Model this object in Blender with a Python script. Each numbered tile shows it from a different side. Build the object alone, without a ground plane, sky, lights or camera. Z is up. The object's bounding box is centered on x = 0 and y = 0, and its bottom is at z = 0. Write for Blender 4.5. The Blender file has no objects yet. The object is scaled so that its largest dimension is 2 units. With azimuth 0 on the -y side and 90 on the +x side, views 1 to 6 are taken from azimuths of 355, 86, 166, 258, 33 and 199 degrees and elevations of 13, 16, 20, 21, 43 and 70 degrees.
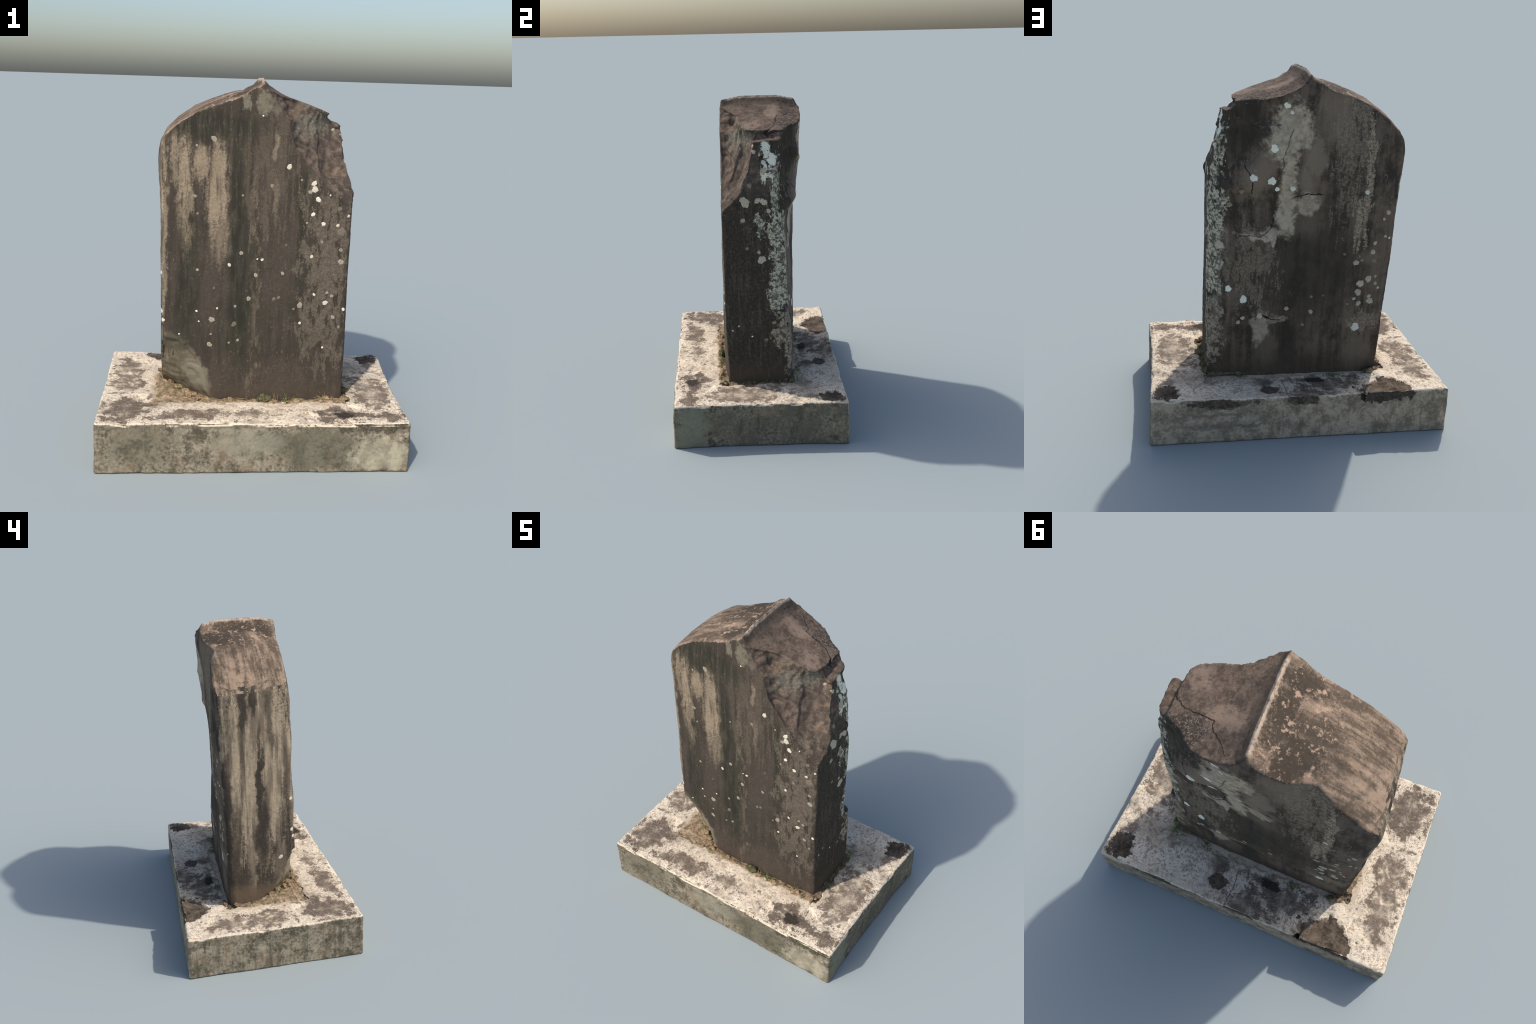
import bpy, bmesh, math, random
import numpy as np
from mathutils import Vector
from mathutils.bvhtree import BVHTree

random.seed(7)
RNG = np.random.default_rng(11)

# ------------------------------------------------------------------ noise
def _hash(ix, iy, iz, seed):
    h = (ix.astype(np.int64) * 374761393 + iy.astype(np.int64) * 668265263
         + iz.astype(np.int64) * 2147483647 + seed * 1274126177) & 0xFFFFFFFF
    h = ((h ^ (h >> 13)) * 1274126177) & 0xFFFFFFFF
    h = ((h ^ (h >> 16)) * 2246822519) & 0xFFFFFFFF
    return ((h ^ (h >> 15)) & 0xFFFF) / 32767.5 - 1.0

def vnoise(p, seed=0):
    """smooth value noise in [-1, 1] at the points p (N, 3)"""
    i = np.floor(p).astype(np.int64)
    f = p - i
    f = f * f * f * (f * (f * 6 - 15) + 10)
    out = 0.0
    for dx in (0, 1):
        wx = f[:, 0] if dx else 1 - f[:, 0]
        for dy in (0, 1):
            wy = f[:, 1] if dy else 1 - f[:, 1]
            for dz in (0, 1):
                wz = f[:, 2] if dz else 1 - f[:, 2]
                out = out + wx * wy * wz * _hash(i[:, 0] + dx, i[:, 1] + dy, i[:, 2] + dz, seed)
    return out

def fbm(p, scale, octaves=4, seed=0, gain=0.5):
    a, s, out = 1.0, scale, 0.0
    for o in range(octaves):
        out = out + a * vnoise(p * s + 17.3 * o, seed + o)
        a *= gain
        s *= 2.03
    return out

def sstep(a, b, x):
    t = np.clip((x - a) / (b - a), 0, 1)
    return t * t * (3 - 2 * t)

def smax(a, b, k):
    h = np.clip(0.5 + 0.5 * (a - b) / k, 0, 1)
    return b + (a - b) * h + k * h * (1 - h)

# ------------------------------------------------------------------ scattered control points -> smooth sheet
class Sheet:
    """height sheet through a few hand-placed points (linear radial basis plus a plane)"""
    def __init__(self, pts, soft=0.02):
        pts = np.array(pts, float)
        self.c, v, self.s = pts[:, :2], pts[:, 2], soft
        n = len(pts)
        A = np.zeros((n + 3, n + 3))
        A[:n, :n] = self._k(self.c, self.c)
        A[:n, n] = 1
        A[:n, n + 1:] = self.c
        A[n:, :n] = A[:n, n:].T
        self.w = np.linalg.solve(A, np.concatenate([v, np.zeros(3)]))
    def _k(self, a, b):
        d2 = ((a[:, None, :] - b[None, :, :]) ** 2).sum(2)
        return np.sqrt(d2 + self.s ** 2)
    def __call__(self, u, v):
        """read the sheet from a fine lookup of itself (bilinear)"""
        if not hasattr(self, "g"):
            self.gu, self.gv = np.arange(-0.66, 0.64, 0.004), np.arange(0.12, 2.12, 0.004)
            self.g = self.exact(*np.meshgrid(self.gu, self.gv, indexing="ij")).astype(np.float32)
        a = np.clip((np.asarray(u) + 0.66) / 0.004, 0, len(self.gu) - 1.01)
        b = np.clip((np.asarray(v) - 0.12) / 0.004, 0, len(self.gv) - 1.01)
        i, j = a.astype(int), b.astype(int)
        fa, fb = a - i, b - j
        g = self.g
        return (g[i, j] * (1 - fa) + g[i + 1, j] * fa) * (1 - fb) + (g[i, j + 1] * (1 - fa) + g[i + 1, j + 1] * fa) * fb
    def exact(self, u, v):
        sh = np.shape(u)
        q = np.stack([np.ravel(u), np.ravel(v)], 1)
        n = len(self.c)
        out = np.empty(len(q))
        for s in range(0, len(q), 60000):
            b = q[s:s + 60000]
            out[s:s + 60000] = self._k(b, self.c) @ self.w[:n] + self.w[n] + b @ self.w[n + 1:]
        return out.reshape(sh)

def interp(x, xp, fp):
    return np.interp(x, xp, fp).astype(np.asarray(x).dtype)

def segdist(p, a, b):
    a, b = np.array(a), np.array(b)
    ab = b - a
    t = np.clip(((p - a) @ ab) / (ab @ ab), 0, 1)
    return np.linalg.norm(p - a - t[:, None] * ab, axis=1)

# ------------------------------------------------------------------ implicit solid -> quad mesh
def surface_net(fun, lo, hi, h):
    ax = [np.arange(lo[i], hi[i] + h, h) for i in range(3)]
    f32 = [a.astype(np.float32) for a in ax]
    F = fun(f32[0][:, None, None], f32[1][None, :, None], f32[2][None, None, :]).astype(np.float32)
    ins = F < 0
    n0, n1, n2 = F.shape
    c = np.zeros((n0 - 1, n1 - 1, n2 - 1), np.int8)
    for dx in (0, 1):
        for dy in (0, 1):
            for dz in (0, 1):
                c += ins[dx:n0 - 1 + dx, dy:n1 - 1 + dy, dz:n2 - 1 + dz]
    act = (c > 0) & (c < 8)
    I, J, K = np.nonzero(act)
    idx = np.full(act.shape, -1, np.int64)
    idx[I, J, K] = np.arange(len(I))
    acc = np.zeros((len(I), 3))
    cnt = np.zeros(len(I))
    corners = [(x, y, z) for x in (0, 1) for y in (0, 1) for z in (0, 1)]
    for a in corners:
        for d in range(3):
            if a[d]:
                continue
            b = list(a); b[d] = 1
            fa = F[I + a[0], J + a[1], K + a[2]].astype(float)
            fb = F[I + b[0], J + b[1], K + b[2]].astype(float)
            m = (fa < 0) != (fb < 0)
            t = np.where(m, fa / np.where(m, fa - fb, 1), 0)
            pos = np.tile(np.array(a, float), (len(I), 1))
            pos[:, d] += t
            acc += np.where(m[:, None], pos, 0)
            cnt += m
    P = acc / cnt[:, None] + np.stack([I, J, K], 1)
    V = np.array(lo) + P * h
    quads = []
    for d in range(3):
        e, g = (d + 1) % 3, (d + 2) % 3
        s0 = [slice(None)] * 3; s1 = [slice(None)] * 3
        s0[d] = slice(0, -1); s1[d] = slice(1, None)
        a, b = ins[tuple(s0)], ins[tuple(s1)]
        E = np.stack(np.nonzero(a != b), 1)
        ok = (E[:, e] > 0) & (E[:, g] > 0) & (E[:, e] < F.shape[e] - 1) & (E[:, g] < F.shape[g] - 1)
        E = E[ok]
        fl = a[E[:, 0], E[:, 1], E[:, 2]]
        q = []
        for oe, og in ((-1, -1), (0, -1), (0, 0), (-1, 0)):
            C = E.copy()
            C[:, e] += oe; C[:, g] += og
            q.append(idx[C[:, 0], C[:, 1], C[:, 2]])
        q = np.stack(q, 1)
        q[~fl] = q[~fl][:, ::-1]
        quads.append(q)
    return V, np.concatenate(quads)

def project(fun, V, steps=3, e=1e-3):
    for _ in range(steps):
        f = fun(V[:, 0], V[:, 1], V[:, 2])
        g = np.stack([fun(V[:, 0] + e, V[:, 1], V[:, 2]) - f,
                      fun(V[:, 0], V[:, 1] + e, V[:, 2]) - f,
                      fun(V[:, 0], V[:, 1], V[:, 2] + e) - f], 1) / e
        n2 = (g ** 2).sum(1)
        step = -(f / np.maximum(n2, 0.2))[:, None] * g
        V = V + np.clip(step, -0.004, 0.004) * 0.8
    return V

def vert_normals(V, Q):
    a, b = V[Q[:, 2]] - V[Q[:, 0]], V[Q[:, 3]] - V[Q[:, 1]]
    fn = np.cross(a, b)
    N = np.zeros_like(V)
    for k in range(4):
        for j in range(3):
            N[:, j] += np.bincount(Q[:, k], fn[:, j], len(V))
    return N / np.maximum(np.linalg.norm(N, axis=1), 1e-12)[:, None]

def mesh_from(name, V, Q, mat_index=None):
    me = bpy.data.meshes.new(name)
    me.vertices.add(len(V))
    me.vertices.foreach_set("co", V.astype(np.float32).ravel())
    nq = len(Q)
    me.loops.add(nq * 4)
    me.loops.foreach_set("vertex_index", Q.astype(np.int32).ravel())
    me.polygons.add(nq)
    me.polygons.foreach_set("loop_start", np.arange(0, nq * 4, 4, dtype=np.int32))
    if mat_index is not None:
        me.polygons.foreach_set("material_index", mat_index.astype(np.int32))
    me.update(calc_edges=True)
    me.validate()
    me.polygons.foreach_set("use_smooth", np.ones(len(me.polygons), bool))
    return me

def link(name, me, parent=None):
    ob = bpy.data.objects.new(name, me)
    bpy.context.scene.collection.objects.link(ob)
    if parent:
        ob.parent = parent
    return ob

# ================================================================== the slab
# roof line across the slab: a pointed crest in the middle, soft shoulders
ROOF_X = [-0.575, -0.56, -0.55, -0.536, -0.50, -0.437, -0.35, -0.274, -0.184, -0.094, -0.03, -0.012, 0.0, 0.012, 0.03, 0.06, 0.1, 0.15, 0.26, 0.37, 0.45, 0.55]
ROOF_Z = [1.47, 1.54, 1.59, 1.65, 1.714, 1.775, 1.834, 1.867, 1.900, 1.926, 1.963, 1.984, 2.002, 1.985, 1.967, 1.945, 1.921, 1.898, 1.864, 1.822, 1.787, 1.74]

def roof_z(x, y):
    z = interp(x, ROOF_X, ROOF_Z)
    crest = np.exp(-(x / 0.035) ** 2)
    z = z - 0.020 * sstep(-0.06, -0.18, y) * sstep(0.0, 0.03, x) * sstep(0.16, 0.08, x)
    z = z - crest * (0.022 * sstep(-0.07, -0.20, y) + 0.02 * sstep(0.14, 0.26, y))
    z = z + (0.011 - 0.026 * ((y - 0.05) / 0.21) ** 2) * sstep(-0.05, -0.14, x) * sstep(-0.56, -0.48, x)     # left slope is a little domed
    z = z - 0.024 * (x > 0) * sstep(0.13, 0.27, y) * sstep(0.0, 0.06, np.abs(x)) * sstep(-0.36, -0.2, x)   # and to the rear
    return z

FRONT = Sheet([(-0.54, 0.27, -.184), (-0.54, 0.75, -.179), (-0.54, 1.0, -.170), (-0.54, 1.3, -.160), (-0.54, 1.6, -.150), (-0.54, 1.72, -.138),
               (-0.47, 0.6, -.202), (-0.47, 0.95, -.195), (-0.47, 1.3, -.186), (-0.47, 1.6, -.172),
               (-0.25, 0.3, -.220), (-0.25, 0.7, -.217), (-0.25, 1.0, -.211), (-0.25, 1.2, -.204), (-0.25, 1.45, -.192), (-0.1, 1.0, -.222), (0.1, 0.95, -.225),
               (-0.14, 1.9, -.178), (-0.25, 1.87, -.169), (-0.364, 1.82, -.159), (-0.453, 1.76, -.153), (-0.3, 1.7, -.186),
               (0.0, 0.28, -.227), (0.0, 0.7, -.221), (0.0, 1.0, -.222), (0.0, 1.5, -.206), (0.0, 1.8, -.206), (0.0, 1.95, -.198),
               (0.25, 0.3, -.226), (0.25, 1.0, -.222), (0.25, 1.6, -.218), (0.25, 1.9, -.20),
               (0.48, 0.28, -.212), (0.48, 0.65, -.222), (0.48, 1.2, -.224), (0.48, 1.6, -.224), (0.48, 1.9, -.2)], soft=0.10)

BACK = Sheet([(-0.54, 0.25, .236), (-0.25, 0.25, .230), (0.0, 0.25, .218), (0.25, 0.25, .204), (0.5, 0.25, .172),
              (-0.54, 0.7, .246), (-0.44, 0.7, .253), (-0.2, 0.7, .250), (-0.3, 0.88, .256), (0.1, 0.45, .207), (0.0, 0.7, .239), (0.1, 0.78, .232), (0.0, 0.92, .246), (0.25, 0.62, .219), (0.36, 0.5, .202), (0.5, 0.7, .155),
              (-0.56, 1.05, .256), (-0.46, 1.05, .279), (-0.25, 1.05, .275), (0.0, 1.05, .234), (0.25, 1.05, .186), (0.44, 1.05, .158), (0.51, 1.05, .146),
              (0.22, 1.2, .174), (0.12, 1.24, .206), (0.3, 1.3, .166), (0.2, 1.30, .191), (0.47, 1.2, .148), (0.52, 1.2, .118),
              (-0.56, 1.4, .262), (-0.46, 1.4, .293), (-0.25, 1.4, .278), (0.0, 1.4, .252), (0.28, 1.4, .239), (0.2, 1.45, .247), (0.38, 1.4, .202), (0.0, 1.5, .270), (-0.12, 1.58, .278), (0.47, 1.42, .098), (0.52, 1.42, .04),
              (-0.56, 1.65, .268), (-0.46, 1.65, .290), (-0.3, 1.62, .274), (0.0, 1.65, .268), (0.20, 1.63, .267), (0.22, 1.1, .192), (0.34, 1.62, .186), (0.47, 1.62, .102), (0.52, 1.62, .06),
              (-0.5, 1.85, .280), (-0.36, 1.85, .276), (-0.31, 1.86, .254), (-0.265, 1.87, .230), (-0.215, 1.88, .250), (-0.26, 1.76, .254), (-0.16, 1.9, .276),
              (-0.05, 1.93, .284), (0.0, 2.0, .252), (0.1, 1.92, .296), (0.18, 1.88, .284), (0.264, 1.86, .236), (0.30, 1.85, .203), (0.36, 1.826, .172), (0.415, 1.77, .132), (0.405, 1.70, .134), (0.455, 1.74, .068)],
             soft=0.009)

# fracture in the upper right of the front: how deep the front is broken back
BREAK = Sheet([(0.004, 1.95, -.222), (0.05, 1.885, -.224), (0.085, 1.845, -.224), (0.127, 1.78, -.224), (0.15, 1.70, -.224), (0.19, 1.62, -.224), (0.25, 1.55, -.224),
               (0.31, 1.487, -.224), (0.42, 1.392, -.224), (0.479, 1.355, -.222),
               (0.03, 1.98, -.21), (0.087, 1.93, -.150), (0.137, 1.903, -.132), (0.175, 1.889, -.116), (0.228, 1.873, -.110), (0.28, 1.856, -.101),
               (0.331, 1.835, -.090), (0.367, 1.82, -.045), (0.374, 1.82, 0.0),
               (0.14, 1.84, -.130), (0.10, 1.88, -.160), (0.20, 1.79, -.132), (0.26, 1.79, -.112), (0.33, 1.76, -.088),
               (0.19, 1.71, -.155), (0.25, 1.66, -.150), (0.33, 1.62, -.112), (0.33, 1.52, -.162), (0.38, 1.50, -.138), (0.365, 1.68, -.075), (0.42, 1.425, -.196),
               (0.48, 1.37, -.207), (0.48, 1.42, -.157), (0.478, 1.476, -.113), (0.47, 1.534, -.094), (0.46, 1.63, -.062), (0.445, 1.705, -.046), (0.425, 1.78, -.025),
               (-0.1, 1.9, -.30), (-0.05, 1.7, -.31), (0.05, 1.6, -.30), (0.15, 1.5, -.30), (0.27, 1.38, -.30), (0.42, 1.25, -.31), (0.52, 1.22, -.31)],
              soft=0.006)

# chip off the lower left corner: a steep step at its rim, then a scooped face
CHIP = Sheet([(-0.513, 0.640, -.205), (-0.438, 0.625, -.212), (-0.385, 0.587, -.216), (-0.332, 0.520, -.220), (-0.295, 0.445, -.222), (-0.276, 0.369, -.224), (-0.248, 0.27, -.226),
              (-0.34, 0.46, -.190), (-0.31, 0.38, -.182), (-0.29, 0.29, -.175), (-0.40, 0.50, -.182), (-0.40, 0.40, -.158), (-0.38, 0.29, -.118),
              (-0.52, 0.578, -.170), (-0.52, 0.513, -.138), (-0.52, 0.426, -.095), (-0.52, 0.341, -.030), (-0.52, 0.28, .055), (-0.46, 0.36, -.095), (-0.45, 0.29, -.04),
              (-0.52, 0.75, -.28), (-0.40, 0.72, -.29), (-0.28, 0.60, -.30), (-0.22, 0.45, -.30), (-0.18, 0.27, -.30)], soft=0.006)

def slab(x, y, z):
    if np.ndim(x) == 3:        # grid: the sheets only need two of the three axes
        X2, Z2 = np.broadcast_arrays(x, z)
        front, back, brk, chp = (g(X2, Z2).astype(np.float32) for g in (FRONT, BACK, BREAK, CHIP))
    else:
        front, back, brk, chp = FRONT(x, z), BACK(x, z), BREAK(x, z), CHIP(x, z)
    f_front = front - y
    f_back = (y - back) * 0.85
    xr = 0.4955 + 0.075 * y 
    lean = interp(z, [0.25, 0.65, 0.95, 1.25, 1.47, 2.0], [-0.520, -0.526, -0.536, -0.546, -0.555, -0.560])
    xl = lean + sstep(0.24, -0.16, y) * (-0.523 - lean)
    xl = xl + 0.006 * sstep(0.55, 0.30, z) + 0.011 * np.exp(-((z - 1.27) / 0.16) ** 2) * sstep(0.02, 0.12, y) * sstep(0.29, 0.20, y)
    f_right = x - xr
    f_left = xl - x
    f = smax(f_front, f_back, 0.02)
    f = smax(f, f_right, 0.014 + 0.02 * sstep(0.0, 0.12, y))
    f = smax(f, f_left, 0.03 + 0.015 * sstep(0.1, 0.2, y) - 0.022 * sstep(1.5, 1.62, z))
    # the rear right arris is knocked off above a ledge near z = 0.735
    ledge = sstep(0.725, 0.742, z + 0.02 * (y - 0.12))
    f = smax(f, ((x - 0.503 + 0.038 * ledge) + 0.479 * (y - 0.15)) * 0.9, 0.008)
    rz = roof_z(x, y)
    e = 0.004
    sl = (interp(x + e, ROOF_X, ROOF_Z) - interp(x - e, ROOF_X, ROOF_Z)) / (2 * e)
    f_roof = (z - rz) / np.sqrt(1 + np.minimum(sl ** 2, 6.0))
    f = smax(f, f_roof, 0.012)
    # broken front corner
    f = smax(f, (brk - y) * 0.72, 0.006)
    # broken right shoulder: leaning face, then a loose splinter lower than the roof
    f = smax(f, (x - interp(z, [1.36, 1.44, 1.465, 1.52, 1.62, 1.73, 1.77, 1.80], [.53, .497, .490, .470, .454, .446, .434, .41])) * 0.95, 0.006)
    f = smax(f, (z - smax(1.776 - 0.10 * np.abs(y - 0.08) - 0.2 * (x - 0.41), 1.820 - 1.7 * (x - 0.374), 0.02)) * 0.6, 0.008)
    f = smax(f, (chp - y) * 0.75, 0.006)                                # chipped corner
    f = smax(f, 0.22 - z, 0.004)
    return f

GAP = [((0.418, 0.018, 1.745), (0.442, 0.020, 1.68), 0.005), ((0.437, 0.020, 1.69), (0.46, 0.0, 1.60), 0.006),
       ((0.385, 0.05, 1.812), (0.36, 0.095, 1.832), 0.005), ((0.36, 0.095, 1.832), (0.325, 0.105, 1.848), 0.004),
       ((0.455, -0.02, 1.63), (0.475, -0.045, 1.52), 0.007)]

def slab_full(x, y, z):
    f = slab(x, y, z)
    xs, ys, zs = np.broadcast_arrays(x, y, z)
    m = (xs > 0.28) & (zs > 1.45) & (np.abs(f) < 0.06)
    if m.any():
        p = np.stack([xs[m], ys[m], zs[m]], 1)
        d = np.full(len(p), 9.0)
        for a, b, r in GAP:
            d = np.minimum(d, segdist(p, a, b) - r)
        f[m] = smax(f[m], -d, 0.006)
    return f

def build_slab():
    V, Q = surface_net(slab_full, (-0.59, -0.27, 0.20), (0.56, 0.33, 2.02), 0.0058)
    V = project(slab_full, V)
    N = vert_normals(V, Q)
    x, y, z = V.T
    brk = sstep(-0.006, 0.012, y - FRONT(x, z)) * sstep(0.0, 0.06, BREAK(x, z) + 0.262) * (x > 0.03) * sstep(1.33, 1.42, z)
    side = sstep(0.36, 0.42, x) * sstep(1.42, 1.5, z)
    rough = np.clip(np.maximum(brk, side), 0, 1) * sstep(0.1, -0.1, N[:, 2] - 0.7)
    chip = sstep(-0.27, -0.235, CHIP(x, z)) * (x < -0.2) * (z < 0.68) * sstep(-0.002, 0.012, y - FRONT(x, z)) * (N[:, 1] < -0.2)
    rough = np.maximum(rough, 0.5 * np.clip(chip, 0, 1))
    d = 0.0020 * fbm(V, 5.0, 3, 3) + 0.0012 * np.abs(fbm(V * [1, 1, .5], 17.0, 3, 13))                                     # long waves of an old dressed face
    d = d + 0.0010 * fbm(V, 40.0, 3, 9)
    # conchoidal break: warped terraces, each a small ledge
    chip = chip * 0.8
    w = V + 0.035 * np.stack([fbm(V, 5.0, 2, 60), fbm(V, 5.0, 2, 61), fbm(V, 5.0, 2, 62)], 1)
    t = fbm(w * [1.0, 1.0, 0.8], 5.5, 3, 21) * 2.2
    terrace = np.floor(t) + sstep(0.55, 1.0, t - np.floor(t))
    d = d + rough * (0.0105 * terrace + 0.006 * fbm(V, 15.0, 4, 33) - 0.001)
    # a lip along the lower border of the break
    lip = np.exp(-((BREAK(x, z) + 0.238) / 0.012) ** 2) * (x > 0.05) * (z > 1.34) * (N[:, 1] < -0.3)
    d = d - 0.006 * lip * (0.6 + 0.6 * fbm(V, 18.0, 2, 35))
    V = V + N * d[:, None]
    return V, Q, slab_regions(V, Q)

def slab_regions(V, Q):
    """which weathering each face carries: 0 front, 1 left, 2 back, 3 right, 4 roof"""
    N = vert_normals(V, Q)
    n, c = N[Q].mean(1), V[Q].mean(1)
    j = 0.10 * fbm(c, 30.0, 3, 77)
    r = np.zeros(len(Q), int)
    r[n[:, 1] > 0.30 + j] = 2
    r[(n[:, 0] > 0.60 + j) & (c[:, 0] > 0.37)] = 3
    r[(n[:, 0] < -0.62 + j) & (c[:, 0] < -0.45)] = 1
    r[(n[:, 2] > 0.46 + j) & (c[:, 2] > 1.50)] = 4
    r[(np.abs(c[:, 0]) < 0.08) & (c[:, 2] > 1.90) & (n[:, 2] > 0.22) & (np.abs(n[:, 1]) < 0.75)] = 4
    return r

# ================================================================== the plinth
CORN = {"fl": (-0.847, -0.541, 0.268), "fr": (0.784, -0.556, 0.272), "br": (0.846, 0.481, 0.265), "bl": (-0.846, 0.556, 0.268)}

def edge_fun(p, q):
    px, py, _ = p; qx, qy, _ = q
    L = math.hypot(qx - px, qy - py)
    nx, ny = (qy - py) / L, -(qx - px) / L
    return lambda x, y: (x - px) * nx + (y - py) * ny

SIDES = [edge_fun(CORN["fl"], CORN["fr"]), edge_fun(CORN["fr"], CORN["br"]), edge_fun(CORN["br"], CORN["bl"]), edge_fun(CORN["bl"], CORN["fl"])]

def plinth_top(x, y):
    h = 0.268 + 0.002 * x
    h = h - 0.022 * sstep(0.16, 0.28, y) * sstep(0.54, 0.42, y) * sstep(-0.52, -0.40, x) * sstep(0.62, 0.46, x)     # hollow behind the slab
    h = h + 0.001 * sstep(0.5, 0.62, x) * sstep(0.1, 0.25, y)
    return h + 0.007 * sstep(-0.2, -0.35, y) * sstep(0.1, -0.3, x)

def pocket(x, y):
    """signed distance (negative inside) to the rectangular socket round the slab foot"""
    wx = 0.006 * np.sin(41 * x + 2) + 0.005 * np.sin(97 * x + 1) + 0.003 * np.sin(190 * x)
    wy = 0.006 * np.sin(37 * y + 1) + 0.005 * np.sin(88 * y + 4) + 0.003 * np.sin(171 * y)
    return np.maximum(np.maximum(-0.546 - x + wy, x - 0.522 + wy), np.maximum(-0.256 - y + wx, y - 0.254 + wx))

def plinth(x, y, z):
    f = None
    for s in SIDES:
        g = s(x, y) - 0.010 * (0.268 - z) * 1.2
        if s is SIDES[1]: g = g + 0.010 * np.maximum(1 - (y / 0.5) ** 2, 0)       # right flank is a little hollow
        f = g if f is None else smax(f, g, 0.016)
    f = smax(f, z - plinth_top(x, y) + 0 * x, 0.014)
    f = smax(f, -z + 0 * x, 0.004)
    sock = np.maximum(pocket(x, y), 0.243 - z)
    f = smax(f, -sock, 0.006)
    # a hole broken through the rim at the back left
    xs, ys, zs = np.broadcast_arrays(x, y, z)
    m = (np.abs(xs + 0.33) < 0.09) & (ys > 0.47) & (zs > 0.17)
    if m.any():
        p = np.stack([xs[m], ys[m], zs[m]], 1)
        d = np.minimum(segdist(p, (-0.275, 0.551, 0.264), (-0.325, 0.545, 0.262)) - 0.007, segdist(p, (-0.335, 0.545, 0.262), (-0.352, 0.515, 0.262)) - 0.017)
        d = np.minimum(d, segdist(p, (-0.340, 0.53, 0.262), (-0.345, 0.51, 0.20)) - 0.014)
        f[m] = smax(f[m], -d, 0.004)
    return f

def blob(x, y, cx, cy, rx, ry, n, amp=0.6):
    """ragged patch: > 0 inside"""
    return 1 - np.sqrt(((x - cx) / rx) ** 2 + ((y - cy) / ry) ** 2) + amp * n

def plinth_patches(V, N):
    """how strongly each vertex belongs to a place where the render coat has come off"""
    x, y, z = V.T
    n = fbm(V, 16.0, 4, 71)
    back = sstep(0.3, 0.8, N[:, 1])
    front = sstep(0.3, 0.8, -N[:, 1])
    top = sstep(0.5, 0.9, N[:, 2])
    m = np.zeros(len(V))
    m = np.maximum(m, back * (blob(x, z, 0.46, 0.235, 0.17, 0.022, n, .5) > 0))
    m = np.maximum(m, back * (blob(x, z, 0.005, 0.235, 0.085, 0.036, n, .25) > 0))
    m = np.maximum(m, back * (blob(x, z, -0.46, 0.250, 0.145, 0.045, n, .55) > 0))
    m = np.maximum(m, top * (blob(x, y, -0.49, 0.47, 0.125, 0.095, n, .55) > 0))
    m = np.maximum(m, top * (blob(x, y, 0.17, 0.395, 0.052, 0.046, n, .3) > 0))
    m = np.maximum(m, top * (blob(x, y, 0.75, 0.39, 0.07, 0.06, n, .5) > 0))
    # lower coat of the front right: thin shell standing proud under a ragged line
    return m, n

def build_plinth():
    V, Q = surface_net(plinth, (-0.87, -0.58, -0.02), (0.88, 0.58, 0.30), 0.0068)
    V = project(plinth, V, 2)
    N = vert_normals(V, Q)
    x, y, z = V.T
    m, n = plinth_patches(V, N)
    d = 0.0022 * fbm(V, 5.0, 3, 40) + 0.0016 * fbm(V, 24.0, 4, 44) - 0.004 * np.clip(fbm(V, 45.0, 2, 49) - 0.55, 0, 1)
    d = d - 0.005 * m
    front = sstep(0.3, 0.8, -N[:, 1])
    line = 0.215 + 0.03 * np.clip((0.66 - x) / 0.2, 0, 1) + 0.018 * n - 0.022 * np.exp(-((x - 0.64) / 0.03) ** 2)
    d = d - 0.004 * front * sstep(0.48, 0.50, x) * (z > line) * (z < 0.262)
    # worn, nibbled upper arris
    edge = np.clip(1 - np.abs(z - 0.262) / 0.03, 0, 1) * (np.abs(N[:, 2] - 0.6) < 0.45)
    d = d - 0.016 * edge * np.clip(fbm(V, 11.0, 4, 52) - 0.12, 0, 1)
    # step between two top coats on the back
    back_top = sstep(0.5, 0.9, N[:, 2]) * (y > 0.27)
    d = d - 0.003 * back_top * (x < 0.085 + 0.012 * n) * (x > -0.36)
    # a drip hole on the front left and a pit on the back left of the top
    top = sstep(0.5, 0.9, N[:, 2])
    for cx, cy, r, dep in ((-0.70, 0.40, 0.02, 0.012),):
        d = d - dep * np.exp(-((x - cx) ** 2 + (y - cy) ** 2) / r ** 2) * np.maximum(top, 0.4) * (z > 0.235)
    V = V + N * d[:, None]
    V[:, 2] = np.maximum(V[:, 2], 0)
    return V, Q

# ================================================================== soil round the foot
def soil_h(x, y):
    sh = np.shape(x)
    p = np.stack([np.ravel(x), np.ravel(y), np.zeros(np.size(x))], 1)
    n = (0.007 * fbm(p, 22.0, 3, 91) + 0.005 * np.abs(fbm(p, 55.0, 3, 97))).reshape(sh)
    d = pocket(x, y) - 0.013 - 1.2 * n
    h = plinth_top(x, y) - 0.008 + 0.008 * sstep(0.0, -0.02, d) + 1.0 * n
    h = h + 0.022 * np.exp(-(((x + .47) / .08) ** 2 + ((y + .03) / .16) ** 2)) - 0.012 * (y > 0.2) - 0.008 * sstep(0.48, 0.5, x) - 0.005 * (y < -0.2)
    h = h + 0.012 * np.exp(-(((y + .262) / .022) ** 2)) * (x < 0.5) * (x > -0.35)
    return np.where(d < 0, h, 0.245)

def soil(x, y, z):
    X2, Y2 = np.broadcast_arrays(x, y)
    f = (z - soil_h(X2, Y2)) * 0.7
    return np.maximum(f, 0.25 - z)

def build_soil():
    V, Q = surface_net(soil, (-0.60, -0.32, 0.24), (0.57, 0.30, 0.36), 0.005)
    return V, Q

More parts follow.
